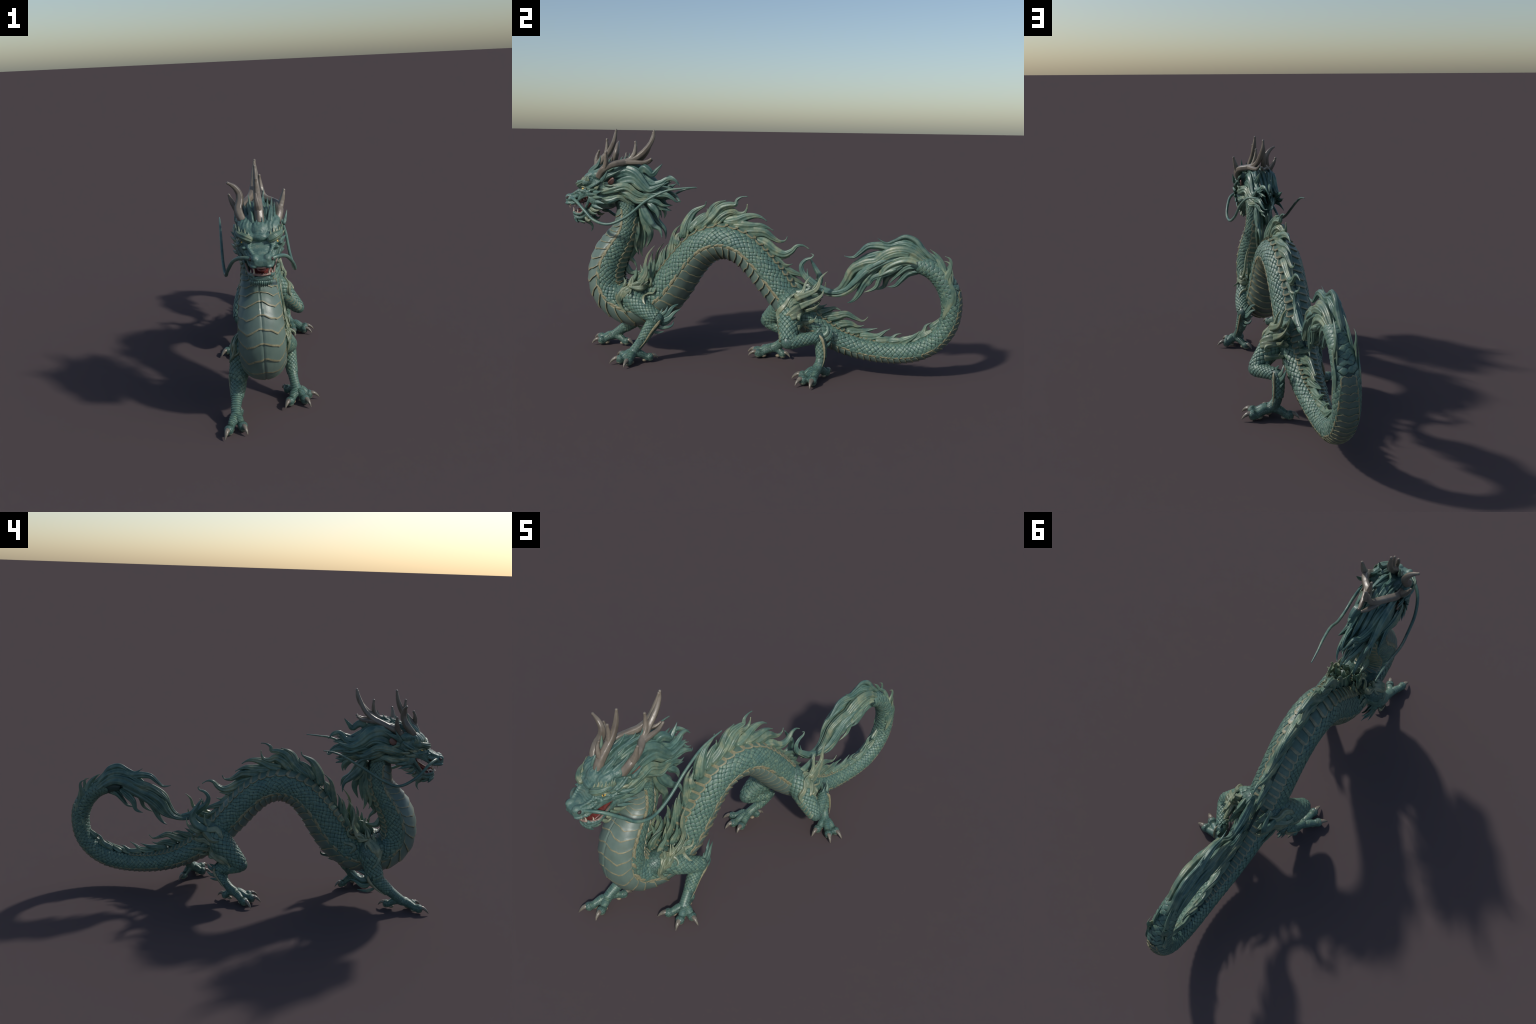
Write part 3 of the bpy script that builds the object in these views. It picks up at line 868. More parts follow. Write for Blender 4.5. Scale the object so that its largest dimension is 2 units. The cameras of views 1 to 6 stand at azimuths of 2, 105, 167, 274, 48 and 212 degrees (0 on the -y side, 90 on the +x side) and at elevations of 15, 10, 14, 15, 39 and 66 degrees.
def hug(pts, r, bvhs, upto=0.6):
    """lay the root part of a strand on the skin seen from its side"""
    out = []
    for i, (x, y, z) in enumerate(pts):
        t = i/(len(pts) - 1)
        sd = 1 if x > -.018 else -1
        best = None
        for b in bvhs:
            hit = b.ray_cast(Vector((sd*.5, y, z)), Vector((-sd, 0, 0)), .6)
            if hit[0] is not None and (best is None or sd*hit[0].x > sd*best):
                best = hit[0].x
        if best is not None and abs(best - x) < .05:
            w = min(1.0, max(0.0, (upto + .25 - t)/.25))
            x = x*(1 - w) + w*(best + sd*r*0.35)
        out.append((x, y, z))
    return out

def ornaments(rows, parent, mat, name, flat=0.6, amp=0.15, bvhs=None, **k):
    for x0, x1, r, l in rows:
        bow = k.get("bow", 0.0)
        P = yz(l, x0, x1, bow)
        if bvhs:
            P = hug(spline(P, 3*len(P)).tolist(), r, bvhs, k.get("upto", .6))
        v, f = lock(P, r*1.08, flat=flat, amp=amp, k=4, power=0.66, peak=0.34, root=0.22, tip=0.10)
        obj(name, v, f, mat, parent=parent)

SHOULDER = [
 (.118, .068, .015, [(-.640, .245), (-.670, .283), (-.673, .322), (-.647, .359), (-.601, .386), (-.551, .418), (-.530, .457), (-.535, .500), (-.525, .545), (-.490, .592)]),
 (.122, .134, .010, [(-.655, .350), (-.618, .373), (-.598, .359), (-.612, .340)]),
 (.115, .078, .013, [(-.610, .388), (-.576, .380), (-.535, .381), (-.506, .400), (-.507, .432)]),
 (.108, .085, .010, [(-.590, .395), (-.559, .406), (-.543, .399), (-.518, .415)]),
 (.100, .085, .010, [(-.655, .365), (-.643, .391), (-.637, .420)]),
 (.100, .085, .009, [(-.618, .380), (-.611, .412), (-.604, .436)]),
 (.110, .098, .010, [(-.660, .275), (-.684, .313), (-.687, .349)]),
 (.110, .080, .011, [(-.520, .300), (-.544, .335), (-.519, .351), (-.490, .357), (-.478, .390)]),
 (.105, .085, .014, [(-.665, .310), (-.655, .350), (-.640, .385), (-.650, .425)]), (.110, .090, .014, [(-.640, .330), (-.620, .370), (-.600, .395), (-.598, .432)]),
 (.112, .098, .013, [(-.668, .300), (-.640, .345), (-.600, .375), (-.560, .390), (-.535, .420)])]
ornaments(SHOULDER, FL, "ornament", "shoulder_flame", bvhs=[BFL, BODY_BVH])
ornaments([(-x0 - .018, -x1 - .025, r, [(y - .018 if r < .02 else y, z - .01) for y, z in l]) for x0, x1, r, l in SHOULDER], FR, "ornament", "shoulder_flame", bvhs=[BFR, BODY_BVH])
ornaments([(.055, .035, .010, [(-.545, .395), (-.540, .440), (-.535, .470)]), (-.070, -.050, .010, [(-.560, .395), (-.556, .440), (-.560, .485)]),
           (.020, .010, .012, [(-.600, .370), (-.590, .420), (-.575, .470)]), (-.040, -.045, .011, [(-.600, .370), (-.605, .420), (-.618, .470)]),
           (.035, .045, .016, [(-.640, .350), (-.625, .400), (-.605, .430), (-.600, .470)]), (.050, .062, .015, [(-.585, .375), (-.570, .420), (-.552, .450), (-.548, .500)]),
           (.045, .050, .014, [(-.520, .400), (-.520, .445), (-.505, .475), (-.500, .520)]), (-.060, -.066, .015, [(-.640, .350), (-.630, .400), (-.610, .430), (-.612, .475)]),
           (-.062, -.075, .013, [(-.590, .365), (-.575, .415), (-.560, .445), (-.570, .500), (-.560, .540)]), (-.058, -.062, .013, [(-.530, .390), (-.522, .440), (-.508, .470), (-.512, .515)]),
           (-.010, -.005, .018, [(-.660, .360), (-.640, .400), (-.620, .420), (-.585, .440)]), (-.030, -.030, .018, [(-.645, .360), (-.610, .395), (-.580, .430), (-.565, .480)]),
           (.010, .015, .016, [(-.570, .375), (-.560, .430), (-.545, .460), (-.540, .510)])], torso, "flame", "shoulder_flame")
ornaments([(.108, .060, .013, [(-.468, .240), (-.418, .257), (-.392, .290), (-.369, .303)]), (.108, .063, .013, [(-.460, .217), (-.410, .232), (-.380, .265), (-.355, .279)]),
           (.110, .075, .010, [(-.475, .190), (-.415, .189), (-.392, .199), (-.388, .219)]), (.112, .100, .008, [(-.470, .245), (-.447, .261), (-.438, .285)]),
           (.108, .090, .008, [(-.450, .250), (-.422, .271), (-.414, .295)]), (.112, .100, .008, [(-.490, .165), (-.456, .162), (-.431, .168)]),
           (.100, .070, .009, [(-.470, .215), (-.430, .205), (-.400, .225), (-.380, .240)])], FL, "hair", "elbow_tuft")
ornaments([(-.140, -.135, .012, [(-.665, .175), (-.625, .190), (-.587, .199)]), (-.145, -.125, .013, [(-.660, .159), (-.613, .149), (-.567, .174), (-.551, .185)]),
           (-.145, -.130, .013, [(-.665, .135), (-.615, .120), (-.576, .142), (-.546, .146)]), (-.148, -.150, .010, [(-.685, .112), (-.635, .093), (-.590, .100)]),
           (-.135, -.120, .010, [(-.655, .175), (-.617, .197), (-.605, .204)]), (-.125, -.110, .011, [(-.665, .150), (-.615, .135), (-.580, .158)])], FR, "hair", "elbow_tuft")
HIP_L = [
 (.150, .098, .013, [(.168, .272), (.163, .311), (.192, .351), (.215, .389), (.246, .414)]),
 (.118, .072, .013, [(.206, .347), (.233, .390), (.270, .414), (.283, .460), (.302, .487)]),
 (.114, .066, .015, [(.216, .343), (.251, .390), (.288, .405), (.336, .435), (.353, .485), (.381, .515)]),
 (.108, .060, .017, [(.205, .310), (.244, .337), (.285, .358), (.335, .382), (.360, .405), (.363, .428)]),
 (.100, .075, .016, [(.205, .285), (.240, .305), (.280, .322), (.326, .340), (.350, .363)]),
 (.110, .085, .013, [(.220, .235), (.255, .252), (.290, .262), (.323, .277), (.338, .304)]),
 (.128, .150, .010, [(.245, .340), (.263, .300), (.249, .271), (.236, .245)]),
 (.090, .070, .018, [(.215, .360), (.260, .370), (.310, .375), (.345, .395)])]
ornaments([(.062, .050, .023, [(.185, .330), (.225, .345), (.270, .360), (.320, .375), (.360, .390)]), (.064, .050, .021, [(.200, .290), (.240, .305), (.290, .320), (.340, .335)]),
           (.048, .040, .021, [(.190, .370), (.230, .385), (.270, .400), (.310, .425), (.330, .455)])], HL, "flame", "hip_flame", flat=.7)
ornaments([(-.092, -.076, .032, [(.140, .320), (.190, .340), (.240, .350), (.300, .360), (.340, .385)]), (-.100, -.080, .030, [(.130, .270), (.180, .285), (.240, .290), (.310, .295)]),
           (-.080, -.066, .028, [(.170, .365), (.210, .380), (.250, .395), (.290, .420), (.305, .450)])], HR, "flame", "hip_flame", flat=.7)
ornaments(HIP_L, HL, "ornament", "hip_flame", flat=0.8, bvhs=[BHL, BODY_BVH])
HIP_R = [
 (-.118, -.085, .014, [(.095, .308), (.140, .341), (.170, .390), (.209, .408)]),
 (-.120, -.085, .016, [(.140, .346), (.174, .382), (.228, .376), (.245, .411), (.248, .451)]),
 (-.125, -.095, .018, [(.159, .334), (.198, .332), (.227, .351), (.286, .362), (.335, .390), (.345, .430)]),
 (-.120, -.090, .014, [(.205, .300), (.241, .314), (.285, .308), (.327, .344)]),
 (-.160, -.130, .012, [(.092, .195), (.128, .238), (.177, .251), (.204, .280), (.193, .317)]),
 (-.150, -.110, .016, [(.093, .190), (.167, .222), (.236, .263), (.324, .257)]),
 (-.140, -.110, .012, [(.160, .222), (.211, .225), (.279, .234)])]
ornaments([(-.112, -.112, .019, [(.185, .373), (.237, .372), (.298, .408), (.312, .450), (.285, .502), (.259, .548)])], HR, "hair", "hip_flame", flat=0.8)
ornaments(HIP_R, HR, "ornament", "hip_flame", flat=0.8, bvhs=[BHR, BODY_BVH])
ornaments([(.105, .083, .011, [(.355, .207), (.387, .219), (.396, .243), (.386, .263)]), (.102, .077, .012, [(.362, .182), (.401, .211), (.412, .250)]),
           (.105, .090, .009, [(.370, .153), (.402, .174), (.409, .188)]), (.112, .100, .009, [(.340, .212), (.352, .235), (.368, .255)])], HL, "hair", "hock_tuft")
ornaments([(-.128, -.125, .010, [(.168, .152), (.207, .158), (.222, .183)]), (-.132, -.130, .011, [(.160, .128), (.196, .122), (.225, .141)]),
           (-.140, -.140, .009, [(.150, .105), (.181, .102), (.206, .106)]), (-.122, -.118, .009, [(.165, .162), (.192, .170), (.212, .181)])], HR, "hair", "hock_tuft")

# tan tendon ridges down the backs of the lower legs
for pts, par in (([(.116, .345, .224), (.124, .372, .206), (.126, .386, .160), (.130, .388, .105), (.134, .380, .072)], HL), ([(.120, -.440, .250), (.128, -.446, .222), (.130, -.485, .170), (.134, -.522, .112), (.138, -.548, .080)], FL),
                 ([(-.152, .180, .172), (-.156, .182, .146), (-.172, .150, .105), (-.186, .118, .072)], HR), ([(-.172, -.640, .190), (-.182, -.646, .165), (-.180, -.690, .118), (-.176, -.740, .085)], FR)):
    v, f = lock(pts, .0075, flat=.8, amp=.1, power=.7, root=.3, tip=.1)
    obj("tendon_ridge", v, f, "rim", parent=par)

# ------------------------------------------------------------------ head
HX = -0.004
def loft(stations, pw=2.4, n=60, ns=40):
    """stations: y, z top, z bottom, half width"""
    c = spline([(0, y, (zt+zb)/2, (zt-zb)/2, hw) for y, zt, zb, hw in stations], n, even=True)
    th = np.linspace(0, 2*np.pi, ns, endpoint=False)
    cx = np.sign(np.cos(th))*np.abs(np.cos(th))**(2/pw)
    cz = np.sign(np.sin(th))*np.abs(np.sin(th))**(2/pw)
    V = np.stack([HX + c[:, 4:5]*cx[None], np.repeat(c[:, 1:2], ns, 1), c[:, 2:3] + c[:, 3:4]*cz[None]], -1)
    f = grid_faces(n, ns)
    V = V.reshape(-1, 3)
    k = len(V)
    V = np.concatenate([V, V[:ns].mean(0)[None], V[-ns:].mean(0)[None]])
    f += [(k, (j+1) % ns, j) for j in range(ns)] + [(k+1, (n-1)*ns + j, (n-1)*ns + (j+1) % ns) for j in range(ns)]
    return V, outward(V, f)

UPPER = [(-.998, .812, .786, .026), (-.985, .820, .779, .042), (-.955, .832, .781, .047), (-.930, .846, .796, .050), (-.908, .858, .806, .058),
         (-.880, .908, .812, .074), (-.850, .938, .812, .084), (-.810, .958, .800, .088), (-.770, .962, .790, .086), (-.720, .945, .780, .078), (-.665, .905, .800, .055)]
LOWER = [(-.957, .736, .714, .030), (-.945, .733, .704, .042), (-.915, .727, .694, .047), (-.885, .748, .702, .050), (-.860, .778, .726, .059),
         (-.835, .806, .744, .069), (-.800, .830, .756, .076), (-.750, .840, .765, .070)]
head_parts = [loft(UPPER), loft(LOWER, 2.2)]
for sd in (1, -1):
    X = lambda x: HX + sd*x
    head_parts += [
        ellipsoid((X(.026), -.974, .814), (.0180, .024, .0185)),                       # nostril bulb
        ellipsoid((X(.036), -.962, .806), (.016, .022, .014)),
        ellipsoid((X(.030), -.968, .784), (.020, .030, .010)),                       # upper lip
        ellipsoid((X(.050), -.880, .888), (.044, .026, .018), (0.15, sd*-0.10, sd*0.40)),   # brow ridge
        ellipsoid((X(.078), -.845, .900), (.022, .036, .020), (0.30, 0, sd*0.15)),
        ellipsoid((X(.078), -.850, .846), (.016, .045, .011), (-0.25, 0, sd*0.25)),  # cheekbone
        ellipsoid((X(.060), -.895, .838), (.012, .032, .008), (-0.3, 0, sd*0.5)),
        ellipsoid((X(.078), -.800, .815), (.022, .045, .035)),                       # cheek
        ellipsoid((X(.045), -.840, .925), (.044, .050, .024), (0.55, 0, 0)),         # forehead
        ellipsoid((X(.070), -.790, .932), (.026, .040, .024)),
        tube([(X(.034), -.960, .828, .006), (X(.044), -.935, .838, .007), (X(.050), -.915, .850, .007), (X(.040), -.900, .866, .005)]),
        tube([(X(.048), -.945, .806, .006), (X(.056), -.920, .820, .007), (X(.068), -.893, .836, .007), (X(.084), -.860, .842, .007), (X(.094), -.825, .856, .005)]),
        tube([(X(.060), -.905, .812, .005), (X(.078), -.875, .832, .006), (X(.090), -.840, .838, .006)]),
        tube([(X(.014), -.905, .880, .007), (X(.016), -.880, .908, .007), (X(.022), -.850, .935, .006), (X(.030), -.820, .955, .005)]),
        tube([(X(.034), -.898, .888, .006), (X(.040), -.870, .915, .007), (X(.048), -.835, .938, .006), (X(.056), -.805, .952, .005)]),
        tube([(X(.092), -.830, .870, .006), (X(.098), -.800, .885, .007), (X(.094), -.770, .905, .006)]),
        tube([(X(.046), -.955, .782, .008), (X(.050), -.925, .792, .008), (X(.060), -.902, .808, .008), (X(.074), -.870, .824, .008), (X(.088), -.832, .832, .008)]),
        tube([(X(.036), -.950, .738, .008), (X(.047), -.925, .732, .008), (X(.051), -.905, .732, .007), (X(.058), -.880, .752, .007), (X(.072), -.855, .784, .008), (X(.088), -.830, .820, .009)]),
    ]
head_parts += [ellipsoid((HX, -.893, .886), (.034, .024, .020), (0.2, 0, 0)), ellipsoid((HX, -.870, .915), (.036, .040, .022), (0.75, 0, 0)),
               ellipsoid((HX, -.925, .834), (.046, .034, .013), (0.25, 0, 0))]
hv, hf = fuse(head_parts, 0.0030, smooth=4, factor=0.5)
# wrinkles across the snout, pores, brow furrows
hn = vert_normals(hv, hf)
yy, zz, xx = hv[:, 1], hv[:, 2], hv[:, 0] - HX
wr = np.sin((yy + 0.15*np.abs(xx) + 0.5*(zz - .84))*2*np.pi/0.0115 + 1.6*np.sin(xx*90))*np.clip(hn[:, 2], 0, 1)
wr *= np.clip((yy + .960)/.015, 0, 1)*np.clip((-.890 - yy)/.02, 0, 1)
fur = np.sin(xx*2*np.pi/0.016 + 3*np.sin(yy*70))*np.clip(hn[:, 2], 0, 1)*np.clip((yy + .89)/.02, 0, 1)*np.clip((-.80 - yy)/.03, 0, 1)
cheek = np.sin(yy*420 + 2.2*np.sin(zz*150))*np.sin(zz*480 + 2*np.sin(yy*130))*np.clip(np.abs(hn[:, 0]) - .3, 0, 1)*np.clip((yy + .90)/.03, 0, 1)
hv = hv + hn*(0.0019*wr + 0.0016*fur + 0.0016*cheek)[:, None]
def skew(v):
    """the head turns a little to the dragon's right behind the snout"""
    v = v.copy()
    v[:, 0] -= 0.062*np.clip(v[:, 1] + .97, 0, .30)
    return v
hv = skew(hv)
def head_label(c):
    jaw = (c[:, 2] < .776 - 0.0*c[:, 1]) & (c[:, 1] < -.82) | (c[:, 2] < .80) & (c[:, 1] < -.855) & (c[:, 2] < .70 + (c[:, 1] + .957)*0.95 + .05)
    return np.where(jaw, "lower_jaw", "head")
ho = split_objs(hv, hf, head_label, {"head": "skin", "lower_jaw": "skin"})
HEAD, JAW = ho["head"], ho.get("lower_jaw", ho["head"])

def sub(name, vf, mat, parent=None):
    if name not in ("antler", "tine", "whisker"):
        vf = (skew(np.asarray(vf[0], float)), vf[1])
    return obj(name, vf[0], vf[1], mat, parent=parent or HEAD)

# mouth interior
sub("mouth_lining", loft([(-.945, .745, .728, .034), (-.915, .741, .722, .040), (-.885, .762, .735, .046), (-.860, .800, .750, .054), (-.835, .838, .775, .064)], 2.2, 30, 28), "mouth", JAW)
sub("palate", loft([(-.975, .800, .7775, .034), (-.940, .810, .780, .040), (-.905, .822, .794, .048), (-.870, .840, .806, .060), (-.838, .846, .806, .078)], 2.4, 30, 28), "mouth")
sub("tongue", sweep(*(lambda c: (c[:, :3], c[:, 3]*2.0, c[:, 3]))(spline([(HX, -.842, .792, .010), (HX, -.880, .768, .0105), (HX + .002, -.912, .752, .0095), (HX + .003, -.934, .752, .006), (HX + .003, -.941, .756, .002)], 20)), ns=16), "tongue", JAW)
lipl = [(.030, -.953, .741), (.046, -.928, .738), (.052, -.905, .737), (.060, -.880, .757), (.074, -.856, .788), (.089, -.832, .823)]
lipu = [(.036, -.975, .779), (.047, -.950, .780), (.055, -.915, .797), (.064, -.897, .814), (.078, -.866, .822), (.090, -.834, .829)]
lw = [(HX - x, y, z, .0042) for x, y, z in lipl[::-1]] + [(HX, -.962, .740, .0048)] + [(HX + x, y, z, .0042) for x, y, z in lipl]
uw = [(HX - x, y, z, .0038) for x, y, z in lipu[::-1]] + [(HX, -.990, .779, .0035)] + [(HX + x, y, z, .0038) for x, y, z in lipu]
sub("lip", tube(lw, ns=12, ref=(0, 0, 1)), "lip", JAW)
sub("lip", tube(uw, ns=12, ref=(0, 0, 1)), "lip")
def tooth(base, tip, r, parent):
    c = spline([(*base, r), (*(A(*base)*.5 + A(*tip)*.5 + A(0, .002, 0)), r*.75), (*tip, r*.1)], 8)
    sub("tooth", sweep(c[:, :3], c[:, 3], c[:, 3], ns=10), "tooth", parent)
for sd in (1, -1):
    X = lambda x: HX + sd*x
    tooth((X(.032), -.950, .738), (X(.030), -.954, .766), .0050, JAW)
    tooth((X(.045), -.925, .736), (X(.043), -.924, .756), .0042, JAW)
    tooth((X(.034), -.972, .782), (X(.033), -.971, .757), .0048, HEAD)
    tooth((X(.045), -.940, .786), (X(.044), -.938, .768), .0038, HEAD)
    for k in range(3):
        tooth((X(.007 + .0085*k), -.957 + .001*k*k, .740), (X(.007 + .0085*k), -.957 + .001*k*k, .747), .0026, JAW)
        tooth((X(.055 + .007*k), -.900 + .020*k, .804 + .006*k), (X(.055 + .007*k), -.900 + .020*k, .795 + .007*k), .0026, HEAD)
    sub("eyeball", ellipsoid((X(.070), -.872, .863), (.0105, .013, .0085), (0.2, 0, sd*.5)), "eye")
    sub("pupil", ellipsoid((X(.0765), -.8785, .864), (.0045, .0036, .0052)), "dark")
    sub("eyelid", tube([(X(.058), -.893, .866, .003), (X(.073), -.884, .873, .004), (X(.084), -.868, .873, .004), (X(.086), -.850, .866, .002)], ns=10), "ornament")
    sub("eyelid", tube([(X(.058), -.893, .862, .002), (X(.074), -.884, .856, .003), (X(.085), -.866, .855, .003), (X(.087), -.850, .862, .002)], ns=10), "skin")
    sub("nostril", ellipsoid((X(.0425), -.976, .813), (.008, .011, .008), (0, 0, sd*.6)), "dark")
    # pale brow with a row of spiky lashes
    v, f = lock([(X(.034), -.906, .874), (X(.056), -.902, .884), (X(.080), -.882, .893), (X(.090), -.858, .903), (X(.090), -.840, .912)], .0185, flat=0.85, amp=0.16, k=7, root=0.75, peak=.3, power=.6)
    sub("brow", (v, f), "flame")
    for k in range(7):
        t = k/6
        b = A(X(.042 + .052*math.sin(t*1.6)), -.893 + .062*t, .894 + .018*t)
        b = b + A(0, -.004, -.008)
        v, f = lock([b, b + A(sd*.004, .000, .014), b + A(sd*.003, .006, .026 + .007*(k % 2))], .0085, flat=.7, n=10, root=.9, peak=.2, amp=.15)
        sub("brow_spike", (v, f), rng.choice(("ornament", "flame")))
    # ear: green shell with pink bowl
    sub("ear", ellipsoid((X(.081), -.722, .905), (.008, .025, .018), (0.75, 0, sd*-.35)), "ear")
    for pts, r, m in (([(X(.080), -.765, .898), (X(.094), -.735, .925), (X(.094), -.700, .942), (X(.095), -.659, .964)], .0085, "hair"),
                      ([(X(.080), -.765, .894), (X(.096), -.745, .888), (X(.098), -.715, .882), (X(.094), -.690, .892)], .0075, "flame"),
                      ([(X(.080), -.760, .915), (X(.090), -.730, .936), (X(.088), -.690, .950)], .0100, "skin")):
        sub("ear_rim", lock(pts, r, flat=.6, root=.5, peak=.35), m)
    # cheek frills and jaw tufts
    CH = [(.082, .118, .010, [(-.810, .868), (-.785, .872), (-.765, .884)]), (.084, .120, .011, [(-.815, .850), (-.785, .850), (-.755, .858)]),
          (.086, .118, .012, [(-.820, .828), (-.785, .822), (-.748, .826)]), (.084, .112, .011, [(-.815, .806), (-.780, .798), (-.742, .796)]),
          (.080, .100, .010, [(-.825, .785), (-.790, .772), (-.755, .768)]), (.072, .088, .009, [(-.840, .768), (-.812, .756), (-.775, .765)]),
          (.064, .076, .009, [(-.850, .756), (-.828, .742), (-.800, .742)]), (.056, .064, .009, [(-.870, .735), (-.850, .722), (-.832, .728)]),
          (.046, .054, .009, [(-.885, .715), (-.866, .702), (-.845, .712)]), (.030, .046, .008, [(-.880, .705), (-.862, .690), (-.848, .694)]),
          (.086, .108, .010, [(-.845, .838), (-.815, .838), (-.785, .840)]), (.082, .100, .009, [(-.850, .860), (-.820, .862), (-.790, .872)])]
    for x0, x1, r, l in CH:
        l = [(y + rng.uniform(-.004, .004), z + rng.uniform(-.003, .003)) for y, z in l]
        sub("cheek_frill", lock(yz(l, X(x0), X(x1)), r, flat=.7, amp=.12, root=.6, peak=.35), rng.choice(("skin", "flame", "ornament")))
# beard under the chin
for x0, x1, r, l in [(-.004, -.017, .014, [(-.925, .712), (-.895, .690), (-.874, .672), (-.872, .655), (-.883, .634)]),
                     (.012, .016, .010, [(-.935, .706), (-.915, .688), (-.898, .678)]), (-.022, -.028, .010, [(-.935, .706), (-.915, .688), (-.895, .680)]),
                     (.024, .032, .010, [(-.930, .706), (-.908, .692), (-.885, .690)]), (-.034, -.040, .010, [(-.930, .706), (-.908, .692), (-.885, .690)]),
                     (.004, .004, .009, [(-.950, .708), (-.938, .692), (-.920, .684)]), (-.014, -.016, .009, [(-.950, .708), (-.938, .692), (-.920, .684)]),
                     (.022, .026, .008, [(-.946, .712), (-.932, .698), (-.918, .692)]), (-.032, -.034, .008, [(-.946, .712), (-.932, .698), (-.918, .692)])]:
    sub("beard_lock", lock(yz(l, x0, x1), r, flat=.8, root=.7), "hair", JAW)

for k in range(12):
    x = -.044 + .080*k/11
    e = (x/.05)**2
    q = rng.uniform(-.004, .004)
    pts = [(HX + x, -.951 + .022*e, .714), (HX + x*1.06, -.950 + .024*e, .698), (HX + x*1.08 + q, -.940 + .026*e, .684 + q)]
    sub("beard_lock", lock(pts, .0085, flat=.8, root=.6, n=10), rng.choice(("hair", "skin")), JAW)

# horns: left antler, right antler meeting at the back, S-shaped right horn, central antler
def horn(rows, name="antler"):
    first = None
    for pts in rows:
        c = spline(pts, max(14, int(len(pts)*9)))
        c[:, 3] = np.maximum(c[:, 3], .0056)
        kn = 1 + 0.018*np.sin(np.arange(len(c))*0.9 + rng.uniform(0, 6))*np.linspace(1, .3, len(c))
        o = sub(name if first is None else "tine", sweep(c[:, :3], c[:, 3]*1.07*kn, c[:, 3]*1.07*kn, ns=24, groove=(5, 0.06, rng.uniform(0, 6), 1.0)), "horn")
        if first is None:
            first = o
        else:
            o.parent = first
horn([[(.066, -.785, .925, .017), (.078, -.755, .962, .0165), (.072, -.718, .984, .0155), (.048, -.680, .994, .0150), (.015, -.645, 1.004, .0150), (-.006, -.600, 1.030, .0130), (-.018, -.555, 1.075, .0120), (-.024, -.530, 1.120, .0085), (-.024, -.524, 1.156, .0035)],
      [(.080, -.745, .970, .0135), (.090, -.732, 1.000, .0115), (.098, -.728, 1.030, .0080), (.102, -.724, 1.050, .0035)],
      [(.012, -.645, 1.005, .0130), (.003, -.622, 1.040, .0105), (-.002, -.616, 1.075, .0075), (-.003, -.617, 1.101, .0035)],
      [(.028, -.655, 1.000, .0130), (.015, -.610, .998, .0105), (.004, -.565, 1.000, .0085), (-.004, -.532, 1.018, .0040)]])
horn([[(-.070, -.785, .915, .017), (-.085, -.755, .950, .0165), (-.085, -.710, .972, .0155), (-.066, -.665, .990, .0150), (-.045, -.620, 1.008, .0145), (-.036, -.575, 1.045, .0115), (-.030, -.545, 1.100, .0090), (-.025, -.528, 1.148, .0040)],
      [(-.092, -.745, .955, .0140), (-.112, -.735, .985, .0120), (-.128, -.730, 1.015, .0085), (-.136, -.729, 1.039, .0040)],
      [(-.055, -.640, .998, .0125), (-.040, -.595, .996, .0105), (-.026, -.560, .998, .0085), (-.018, -.535, 1.012, .0040)]])
horn([[(-.066, -.832, .925, .0165), (-.085, -.815, .955, .0170), (-.094, -.790, .985, .0170), (-.088, -.772, 1.015, .0155), (-.090, -.764, 1.045, .0135), (-.108, -.766, 1.075, .0100), (-.138, -.772, 1.096, .0040)]])
horn([[(-.006, -.850, .935, .0185), (-.008, -.830, .975, .0185), (-.010, -.800, 1.010, .0165), (-.014, -.765, 1.050, .0140), (-.017, -.742, 1.095, .0110), (-.019, -.732, 1.135, .0075), (-.020, -.728, 1.158, .0035)],
      [(-.012, -.782, 1.035, .0120), (-.015, -.778, 1.065, .0095), (-.016, -.778, 1.090, .0065), (-.016, -.778, 1.111, .0030)],
      [(-.008, -.832, .980, .0130), (-.012, -.835, 1.005, .0110), (-.016, -.832, 1.030, .0080), (-.018, -.822, 1.053, .0035)]])

# ------------------------------------------------------------------ mane
MANE = [  # radius, x root, x tip, bow, points   (mirrored with variation)
 (.026, .055, .000, .030, [(-.735, .925), (-.665, .950), (-.610, .945), (-.567, .905), (-.530, .888), (-.480, .900), (-.447, .920), (-.415, .915), (-.395, .888)]),
 (.024, .065, .030, .030, [(-.710, .890), (-.622, .912), (-.573, .880), (-.524, .868), (-.475, .888), (-.440, .905)]),
 (.019, .088, .045, .030, [(-.780, .846), (-.700, .869), (-.644, .878), (-.595, .847), (-.546, .833), (-.487, .841)]),
 (.021, .075, .045, .025, [(-.690, .862), (-.630, .838), (-.591, .812), (-.536, .819), (-.503, .830)]),
 (.016, .085, .060, .025, [(-.780, .810), (-.724, .812), (-.679, .826), (-.651, .804), (-.619, .785)]),
 (.016, .060, .010, .015, [(-.570, .838), (-.449, .842), (-.417, .825), (-.400, .808), (-.385, .812)]),
 (.016, .055, .020, .015, [(-.590, .812), (-.509, .810), (-.471, .788), (-.438, .787)]),
 (.018, .050, .015, .015, [(-.580, .888), (-.502, .870), (-.448, .877), (-.420, .871)]),
 (.016, .045, .030, .010, [(-.545, .864), (-.481, .851), (-.438, .842), (-.422, .833)]),
 (.018, .020, .012, .012, [(-.600, .850), (-.540, .800), (-.490, .775), (-.440, .760)])]
